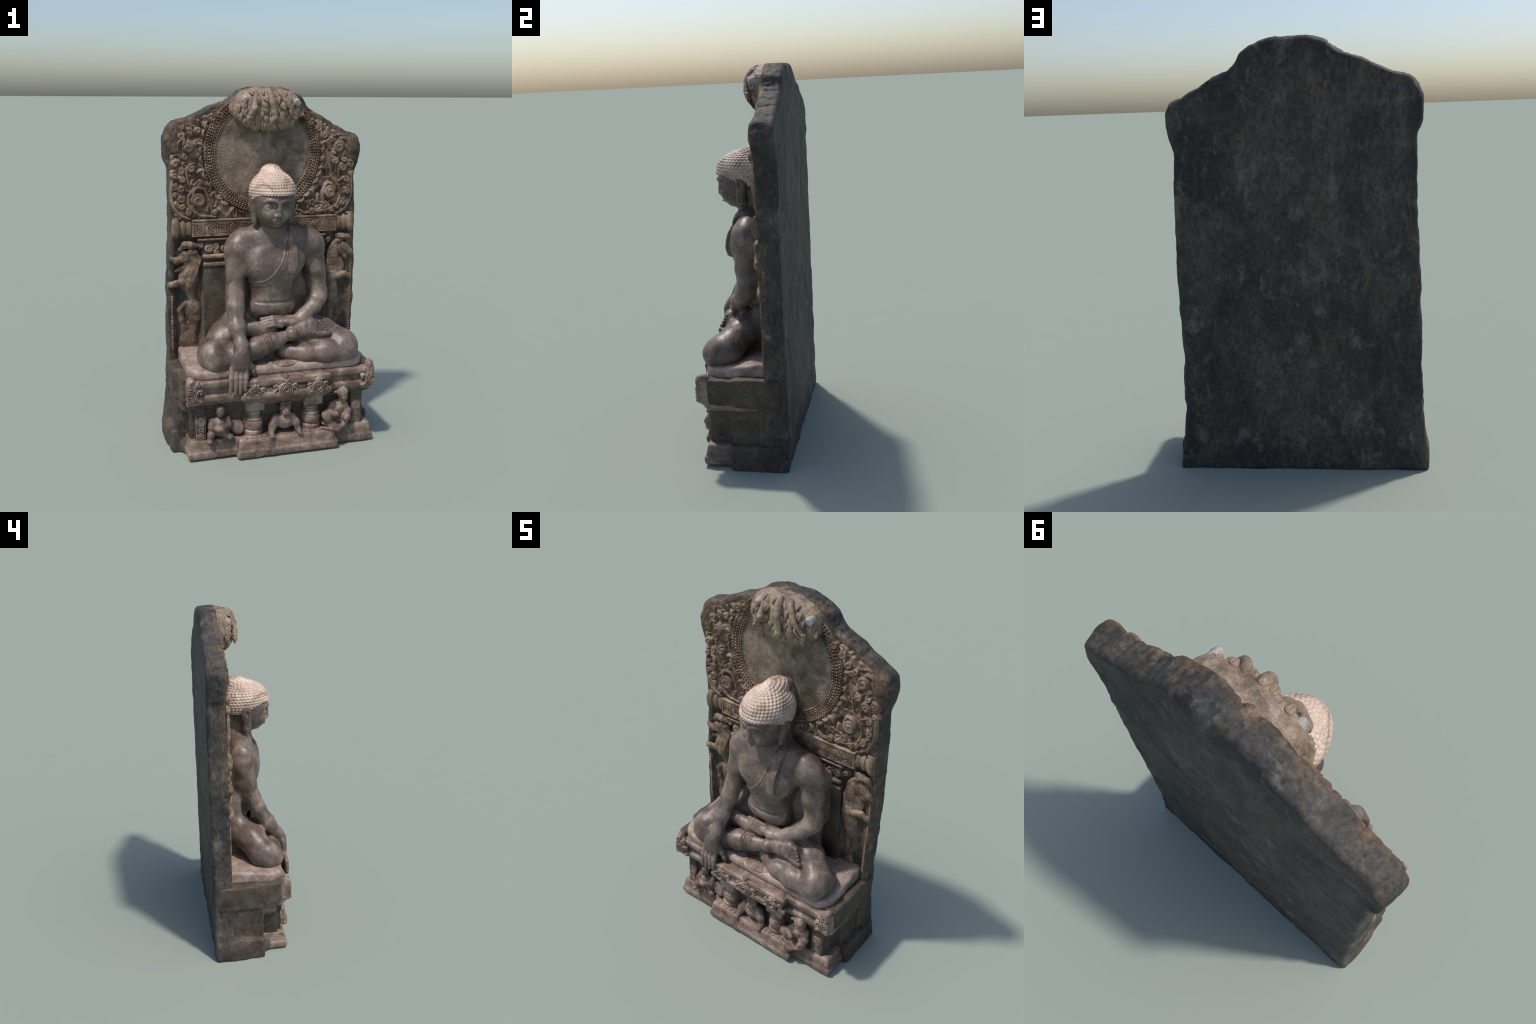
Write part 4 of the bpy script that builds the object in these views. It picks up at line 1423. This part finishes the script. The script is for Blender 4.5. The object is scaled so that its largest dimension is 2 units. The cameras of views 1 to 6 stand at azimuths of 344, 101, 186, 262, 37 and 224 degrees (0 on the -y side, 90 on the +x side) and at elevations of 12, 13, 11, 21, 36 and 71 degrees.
# ================================================================== THE BUDDHA'S BODY
def buddha_body():
    TORSO, ARM, HAND, LEG, FOOT, ROBE = range(6)
    cl = Clay((-0.47, -0.262, 0.375), (0.53, 0.165, 1.285), 0.0037)
    # torso
    cl.stack([(0.62, 0.010, 0.060, 0.160, 0.080), (0.72, 0.010, 0.055, 0.148, 0.085), (0.77, 0.012, 0.045, 0.138, 0.098), (0.82, 0.013, 0.038, 0.130, 0.108),
              (0.88, 0.013, 0.032, 0.128, 0.118), (0.94, 0.013, 0.028, 0.138, 0.126), (1.00, 0.013, 0.025, 0.158, 0.134), (1.06, 0.015, 0.024, 0.178, 0.132),
              (1.12, 0.020, 0.028, 0.188, 0.122), (1.17, 0.022, 0.035, 0.165, 0.106), (1.21, 0.016, 0.035, 0.115, 0.098), (1.25, 0.010, 0.030, 0.080, 0.090), (1.28, 0.010, 0.030, 0.074, 0.085)], 0.0, TORSO)
    cl.ell((-0.075, -0.036, 1.060), (0.085, 0.058, 0.070), 0.05, TORSO)
    cl.ell((0.095, -0.036, 1.060), (0.085, 0.058, 0.070), 0.05, TORSO)
    cl.ell((0.012, -0.020, 0.800), (0.118, 0.046, 0.040), 0.06, TORSO)       # lower belly
    for x in (-0.103,):
        cl.ell((x, cl.front(x, 1.030), 1.030), (0.0055, 0.005, 0.0055), 0.004, TORSO)
    cl.ell((0.011, cl.front(0.011, 0.935), 0.935), (0.004, 0.004, 0.004), 0.003, TORSO)
    # belly crease and navel
    cp = [(x, cl.front(x, 0.832 + 0.35 * (x - 0.012) ** 2) - 0.001, 0.832 + 0.35 * (x - 0.012) ** 2) for x in np.linspace(-0.108, 0.132, 14)]
    cl.limb(cp, list(0.0012 + 0.0028 * np.sin(np.linspace(0.1, PI - 0.1, 14))), 0.010, TORSO, cut=True)
    cl.ell((0.020, cl.front(0.020, 0.838), 0.842), (0.007, 0.006, 0.005), 0.004, TORSO, cut=True)
    # shoulders and arms
    cl.ell((-0.180, 0.016, 1.142), (0.072, 0.078, 0.076), 0.05, ARM)
    cl.ell((0.248, 0.016, 1.137), (0.073, 0.078, 0.078), 0.05, ARM)
    cl.limb([(0.0, 0.020, 1.205), (-0.13, 0.025, 1.188)], [0.062, 0.057], 0.05, TORSO)
    cl.limb([(0.02, 0.020, 1.205), (0.20, 0.025, 1.182)], [0.062, 0.057], 0.05, TORSO)
    cl.limb([(-0.193, 0.008, 1.11), (-0.204, -0.010, 0.99), (-0.208, -0.044, 0.880), (-0.217, -0.070, 0.815), (-0.223, -0.128, 0.725), (-0.213, -0.184, 0.640), (-0.214, -0.204, 0.610)],
            [0.062, 0.051, 0.045, 0.045, 0.042, 0.035, 0.036], 0.02, ARM, inner=0.025)
    cl.limb([(-0.190, 0.040, 1.11), (-0.196, 0.032, 0.99), (-0.196, 0.00, 0.90)], [0.056, 0.047, 0.040], 0.03, ARM, inner=0.02)
    cl.limb([(0.257, 0.024, 1.11), (0.271, 0.018, 0.98), (0.289, 0.018, 0.865), (0.285, 0.000, 0.830)], [0.064, 0.058, 0.051, 0.049], 0.02, ARM, inner=0.025)
    cl.limb([(0.255, 0.045, 1.10), (0.267, 0.040, 0.98), (0.281, 0.035, 0.87)], [0.058, 0.050, 0.043], 0.03, ARM, inner=0.02)
    cl.limb([(0.288, 0.006, 0.835), (0.243, -0.036, 0.788), (0.180, -0.064, 0.742), (0.150, -0.074, 0.729)], [0.051, 0.045, 0.035, 0.033], 0.02, ARM, inner=0.025)
    # stone left standing behind the body, between torso and arms
    cl.box((-0.20, 0.055, 0.60), (0.10, 0.16, 1.12), 0.02, 0.02, TORSO)
    cl.box((0.08, 0.035, 0.60), (0.275, 0.16, 1.12), 0.02, 0.02, TORSO)
    # bracelet-like cuff of the robe at the left wrist
    for t in (0.0, 0.022):
        c = np.array((0.178 + t, -0.062 + t * 0.45, 0.742 + t * 0.72))
        cl.ell(c, (0.010, 0.040, 0.041), 0.004, ARM, rot=(0, -25, 28))
    cl.box((-0.228, 0.030, 0.74), (-0.14, 0.16, 1.13), 0.025, 0.02, ARM)
    cl.box((0.215, 0.035, 0.78), (0.312, 0.16, 1.12), 0.025, 0.02, ARM)
    # legs
    cl.limb([(-0.08, 0.085, 0.672), (-0.195, 0.050, 0.668), (-0.275, -0.015, 0.642), (-0.345, -0.080, 0.580)], [0.080, 0.082, 0.074, 0.074], 0.04, LEG, inner=0.05)
    cl.limb([(0.10, 0.070, 0.655), (0.21, 0.030, 0.652), (0.305, -0.030, 0.628), (0.390, -0.090, 0.582)], [0.078, 0.080, 0.072, 0.072], 0.04, LEG, inner=0.05)
    cl.limb([(0.36, -0.085, 0.590), (0.26, -0.072, 0.590), (0.15, -0.065, 0.590)], [0.050, 0.048, 0.045], 0.02, LEG, inner=0.03)
    cl.ell((-0.350, -0.100, 0.560), (0.076, 0.100, 0.076), 0.06, LEG)
    cl.ell((0.406, -0.105, 0.560), (0.080, 0.102, 0.074), 0.06, LEG)
    # right shin runs up over the left
    cl.limb([(-0.345, -0.128, 0.545), (-0.23, -0.124, 0.562), (-0.11, -0.115, 0.592), (-0.01, -0.108, 0.622), (0.048, -0.102, 0.640)], [0.068, 0.064, 0.056, 0.043, 0.036], 0.014, LEG, inner=0.03)
    # left shin below
    cl.limb([(0.405, -0.136, 0.546), (0.28, -0.136, 0.546), (0.165, -0.124, 0.544), (0.06, -0.085, 0.55)], [0.068, 0.064, 0.050, 0.044], 0.014, LEG, inner=0.03)
    cl.box((-0.24, -0.06, 0.49), (0.27, 0.13, 0.62), 0.03, 0.03, LEG)
    cl.box((-0.34, -0.13, 0.485), (-0.24, -0.03, 0.56), 0.03, 0.02, LEG)
    cl.box((0.26, -0.14, 0.485), (0.39, -0.04, 0.56), 0.03, 0.02, LEG)
    # left foot, sole up, on the right thigh (mostly behind the right arm)
    cl.ell((-0.080, -0.074, 0.684), (0.105, 0.036, 0.050), 0.006, FOOT, rot=(20, 8, 0))
    cl.ell((-0.165, -0.066, 0.690), (0.050, 0.036, 0.045), 0.01, FOOT)
    for rc in (0.010, 0.021):
        for a in np.linspace(0, 2 * PI, 14):
            x, z = -0.112 + rc * math.cos(a), 0.694 + rc * math.sin(a)
            cl.ell((x, cl.front(x, z), z), (0.0035, 0.002, 0.0035), 0.001, FOOT)
    # right foot, sole turned up, resting on the left thigh
    cl.limb([(0.096, -0.112, 0.660), (0.165, -0.102, 0.670), (0.225, -0.096, 0.674), (0.256, -0.094, 0.674)], [0.038, 0.036, 0.039, 0.035], 0.006, FOOT, sq=(1, 1.25, 0.80), inner=0.02)
    cl.ell((0.090, -0.130, 0.664), (0.034, 0.028, 0.032), 0.004, FOOT)
    cl.ell((0.222, -0.120, 0.660), (0.020, 0.016, 0.015), 0.004, FOOT)
    cl.limb([(0.250, -0.120, 0.648), (0.282, -0.124, 0.648), (0.302, -0.128, 0.648)], [0.019, 0.0145, 0.0165], 0.006, FOOT)
    for i in range(4):
        t = i / 3
        p = np.array((0.284 - 0.030 * t, -0.118 + 0.022 * t, 0.671 + 0.042 * t))
        cl.limb([tuple(p + (-0.022, 0.002, -0.002)), tuple(p)], [0.012, 0.0105], 0.004, FOOT)
        cl.ell(tuple(p + (0.010, -0.008, 0.0)), (0.0115, 0.0115, 0.0105), 0.002, FOOT)
    for rc in (0.008, 0.017):
        for a in np.linspace(0, 2 * PI, 12):
            x, z = 0.165 + rc * math.cos(a), 0.668 + rc * 0.9 * math.sin(a)
            cl.ell((x, cl.front(x, z), z), (0.0035, 0.002, 0.0035), 0.001, FOOT)
    # left hand, palm up in the lap
    cl.limb([(0.150, -0.074, 0.729), (0.090, -0.078, 0.724), (0.040, -0.080, 0.724)], [0.032, 0.036, 0.034], 0.008, HAND, sq=(1, 0.9, 1.45), inner=0.02)
    cl.ell((0.085, -0.110, 0.722), (0.036, 0.014, 0.017), 0.006, HAND, rot=(0, 12, 0))
    for i in range(4):
        t = i / 3
        z0, y0 = 0.706 + 0.040 * t, -0.106 + 0.026 * t
        x1 = -0.050 - 0.022 * t
        cl.limb([(0.040, y0, z0), (-0.01, y0 - 0.006, z0 + 0.008), (x1, y0 + 0.004, z0 - 0.002)], [0.0125, 0.011, 0.0095], 0.004, HAND, inner=0.006)
    # right hand reaching down over the edge of the seat
    cl.ell((-0.228, -0.217, 0.565), (0.053, 0.026, 0.058), 0.02, HAND)
    cl.ell((-0.234, -0.220, 0.530), (0.053, 0.019, 0.026), 0.012, HAND)
    for i in range(4):
        t = i / 3
        xk, xt = -0.276 + 0.081 * t, -0.287 + 0.080 * t
        tip = 0.420 - 0.032 * math.sin(PI * (0.25 + 0.6 * t))
        cl.limb([(xk, -0.218, 0.524), (xk - 0.006, -0.234, 0.475), (xt, -0.236, tip)], [0.0145, 0.0134, 0.0108], 0.003, HAND, inner=0.006)
    cl.limb([(-0.186, -0.198, 0.560), (-0.166, -0.202, 0.525), (-0.152, -0.200, 0.495), (-0.146, -0.196, 0.468)], [0.021, 0.016, 0.014, 0.010], 0.012, HAND, inner=0.01)
    # ankle pleats of the robe
    for t in (0.0, 0.016, 0.032, 0.060):
        c = (-0.060 + t, -0.112, 0.607 + t * 0.32)
        cl.ell(c, (0.0060, 0.0600 - t * 0.15, 0.0600 - t * 0.15), 0.002, ROBE, rot=(0, -18, 0))
    # robe edge across the chest
    for off, r in ((0.0, 0.0058), (0.014, 0.0046), (0.026, 0.0038)):
        pts = spline([(0.082, 1.225), (0.064, 1.150), (0.046, 1.085), (0.008, 1.020), (-0.045, 0.968), (-0.090, 0.950), (-0.128, 0.945)], 6)
        tan = np.gradient(pts, axis=0)
        tan /= np.linalg.norm(tan, axis=1, keepdims=True)
        q = pts + off * np.stack([-tan[:, 1], tan[:, 0]], 1)
        P = [(a, cl.front(a, b), b) for a, b in q]
        cl.limb(P, [r] * len(P), 0.003, ROBE, inner=0.002)
    # folded end of the robe hanging from the left shoulder
    strip = []
    for t in np.linspace(0, 1, 16):
        x, z = 0.098 + 0.008 * (1 - t) ** 3, 1.240 - 0.222 * t
        strip.append((x, cl.front(x, z) + 0.001, z))
    cl.limb(strip, list(np.linspace(0.017, 0.022, 16)), 0.003, ROBE, sq=(1, 2.2, 1), inner=0.003)
    prev = None
    for x0, x1 in ((0.083, 0.080), (0.093, 0.092), (0.103, 0.104), (0.112, 0.117)):
        P = []
        for t in np.linspace(0, 1, 14):
            x, z = x0 + (x1 - x0) * t + 0.012 * (1 - t) ** 3, 1.245 - 0.238 * t
            P.append((x, cl.front(x, z) - 0.004, z))
        prev = (prev or []) + [(P, 0.0085 if x0 in (0.083, 0.112) else 0.0064)]
    for P, r in prev:
        cl.limb(P, [r] * len(P), 0.002, ROBE, inner=0.002)
    V, F = cl.surface()
    lab = clean_labels(F, cl.face_part(V, F), len(V), 6, 4)
    V = relax(V, F, 1, 0.45)
    V = rough_verts(V, normals(V, F), 0.0007, 40, 2, 131)
    # tell the two limbs of each pair apart
    cxs = V[F][:, :, 0].mean(1)
    for part, at, new in ((ARM, 0.0, 6), (HAND, -0.11, 7), (LEG, 0.03, 8), (FOOT, 0.04, 9)):
        lab[(lab == part) & (cxs > at)] = new
    put_parts(V, F, lab, [(n, M_BODY) for n in ("torso", "arm", "hand", "leg", "foot", "robe_fold", "arm", "hand", "leg", "foot")])


buddha_body()


def buddha_head():
    FACE, HAIR, EAR, NECK = range(4)
    cl = Clay((-0.175, -0.205, 1.185), (0.185, 0.16, 1.615), 0.0027)
    cl.limb([(0.010, 0.025, 1.34), (0.010, 0.020, 1.26), (0.010, 0.018, 1.20)], [0.078, 0.074, 0.085], 0.01, NECK, inner=0.03)
    cl.ell((0.012, 0.100, 1.530), (0.050, 0.060, 0.040), 0.03, NECK)
    cl.limb([(0.008, 0.095, 1.46), (0.008, 0.095, 1.22)], [0.072, 0.066], 0.03, NECK)
    cl.ell((0.0, -0.050, 1.375), (0.106, 0.106, 0.105), 0.02, FACE)
    cl.ell((0.0, -0.066, 1.315), (0.068, 0.062, 0.050), 0.05, FACE)
    cl.ell((0.0, -0.094, 1.284), (0.024, 0.024, 0.020), 0.03, FACE)
    cl.ell((0.002, -0.063, 1.415), (0.110, 0.108, 0.06), 0.03, FACE)
    fy = lambda x, z: cl.front(x, z)
    on = lambda x, z, d: (x, fy(x, z) + d, z)
    mouth, chin, tipz = 1.3005, 1.279, 1.334
    base = {}
    for x in np.linspace(-0.085, 0.085, 35):
        for z in np.linspace(1.27, 1.43, 41):
            base[(round(x, 3), round(z, 3))] = fy(x, z)
    gx, gz = np.linspace(-0.085, 0.085, 35), np.linspace(1.27, 1.43, 41)

    def skin(x, z, d=0.0):
        """Point on the smooth face before the features are carved, moved in by d."""
        return (x, base[(round(gx[np.argmin(np.abs(gx - x))], 3), round(gz[np.argmin(np.abs(gz - z))], 3))] + d, z)
    for s in (-1, 1):
        cl.ell(skin(s * 0.043, 1.385, -0.005), (0.034, 0.012, 0.015), 0.012, FACE, cut=True)
        cl.ell(skin(s * 0.045, 1.378, 0.0150), (0.031, 0.0190, 0.0155), 0.003, FACE, rot=(0, s * 5, s * -18))
        lid = spline([on(s * a, b, 0.0) for a, b in ((0.020, 1.374), (0.033, 1.3690), (0.047, 1.3680), (0.060, 1.3710), (0.072, 1.378))], 4)
        cl.limb([tuple(p) for p in lid], [0.0024] * len(lid), 0.002, FACE, cut=True)
        br = spline([skin(s * a, b, 0.001) for a, b in ((0.010, 1.401), (0.026, 1.4095), (0.050, 1.4125), (0.080, 1.402))], 4)
        cl.limb([tuple(p) for p in br], [0.0026] * len(br), 0.006, FACE)
        cl.ell(skin(s * 0.046, 1.336, 0.020), (0.030, 0.026, 0.030), 0.03, FACE)
    nose = [skin(0.0, 1.398, 0.001), skin(0.0, 1.362, -0.007), skin(0.0, tipz, -0.013)]
    cl.limb(nose, [0.0060, 0.0085, 0.0125], 0.007, FACE)
    for s in (-1, 1):
        cl.ell((s * 0.0145, skin(0, tipz)[1] - 0.004, 1.3285), (0.0105, 0.0115, 0.0095), 0.004, FACE)
    cl.ell(skin(0.0, 1.421), (0.0045, 0.004, 0.0045), 0.003, FACE)
    cl.ell(skin(0.0, mouth, 0.010), (0.034, 0.019, 0.019), 0.015, FACE)
    up = [on(a, b, -0.0005) for a, b in ((-0.028, 1.3030), (-0.013, 1.3075), (0.0, 1.3058), (0.013, 1.3075), (0.028, 1.3030))]
    dn = [on(a, b, -0.0005) for a, b in ((-0.021, 1.2975), (0.0, 1.2930), (0.021, 1.2975))]
    cl.limb(up, [0.003, 0.0066, 0.0058, 0.0066, 0.003], 0.003, FACE, inner=0.004)
    cl.limb(dn, [0.003, 0.0085, 0.003], 0.002, FACE, inner=0.004)
    cut = [on(a, b, 0.0) for a, b in ((-0.030, 1.3020), (-0.014, 1.3006), (0.0, 1.2995), (0.014, 1.3006), (0.030, 1.3020))]
    cl.limb(cut, [0.0022] * 5, 0.001, FACE, cut=True)
    cl.ell(skin(0.0, 1.2845, -0.004), (0.017, 0.006, 0.003), 0.005, FACE, cut=True)
    # ears with long lobes
    for s in (-1, 1):
        e = spline([(s * 0.118, -0.035, 1.415), (s * 0.119, -0.020, 1.385), (s * 0.112, -0.026, 1.35), (s * 0.104, -0.028, 1.31), (s * 0.098, -0.024, 1.284)], 4)
        cl.limb([tuple(p) for p in e], list(np.interp(np.linspace(0, 1, len(e)), [0, 0.25, 0.6, 1], [0.013, 0.018, 0.015, 0.017])), 0.008, EAR, sq=(1.5, 0.85, 1), inner=0.01)
        cl.ell((s * 0.120, -0.030, 1.300), (0.006, 0.0035, 0.020), 0.003, EAR, cut=True)
        cl.ell((s * 0.133, -0.028, 1.388), (0.008, 0.009, 0.016), 0.004, EAR, cut=True)

    # cap of snail-shell curls
    c, r = np.array((0.004, -0.020, 1.437)), np.array((0.121, 0.157, 0.123))

    def hair(x, y, z):
        px, py, pz = (x - c[0]) / r[0], (y - c[1]) / r[1], (z - c[2]) / r[2]
        k0 = np.sqrt(px ** 2 + py ** 2 + pz ** 2)
        k1 = np.sqrt((px / r[0]) ** 2 + (py / r[1]) ** 2 + (pz / r[2]) ** 2) + 1e-6
        d = k0 * (k0 - 1) / k1
        # cranial bump
        ux, uy, uz = (x - 0.010) / 0.054, (y - 0.030) / 0.076, (z - 1.537) / 0.048
        q0 = np.sqrt(ux ** 2 + uy ** 2 + uz ** 2)
        q1 = np.sqrt((ux / 0.054) ** 2 + (uy / 0.076) ** 2 + (uz / 0.048) ** 2) + 1e-6
        du = q0 * (q0 - 1) / q1
        k = 0.012
        hh = np.maximum(k - np.abs(d - du), 0) / k
        dd = np.minimum(d, du) - hh * hh * k * 0.25
        th = np.arctan2(np.hypot(px, py), pz + 0.05 * py)
        rowf = th / 0.132
        row = np.floor(rowf)
        az = np.arctan2(py, px)
        nn = np.maximum(np.round(2 * PI * np.sin((row + 0.5) * 0.132) * 0.140 / 0.0190), 3)
        cell = (az / (2 * PI) * nn + 0.5 * (row % 2))
        bump = np.sqrt(np.maximum(1 - 3.2 * (((rowf - row) - 0.5) ** 2 + ((cell - np.floor(cell)) - 0.5) ** 2), 0))
        dd = dd - 0.0066 * bump
        # hairline: level over the brow, dipping behind the ears
        line = 1.437 - 0.060 * np.clip((y + 0.13) / 0.14, 0, 1) ** 1.3
        return np.maximum(dd, line - z)
    cl.put(hair, c - r - 0.02, c + r + 0.05, 0.002, HAIR)
    V, F = cl.surface()
    lab = clean_labels(F, cl.face_part(V, F), len(V), 4, 3)
    V = relax(V, F, 1, 0.3)
    lab[(lab == EAR) & (V[F][:, :, 0].mean(1) > 0)] = 4
    put_parts(V, F, lab, [("head", M_BODY), ("hair", M_HAIR), ("ear", M_BODY), ("neck", M_BODY), ("ear", M_BODY)])


buddha_head()
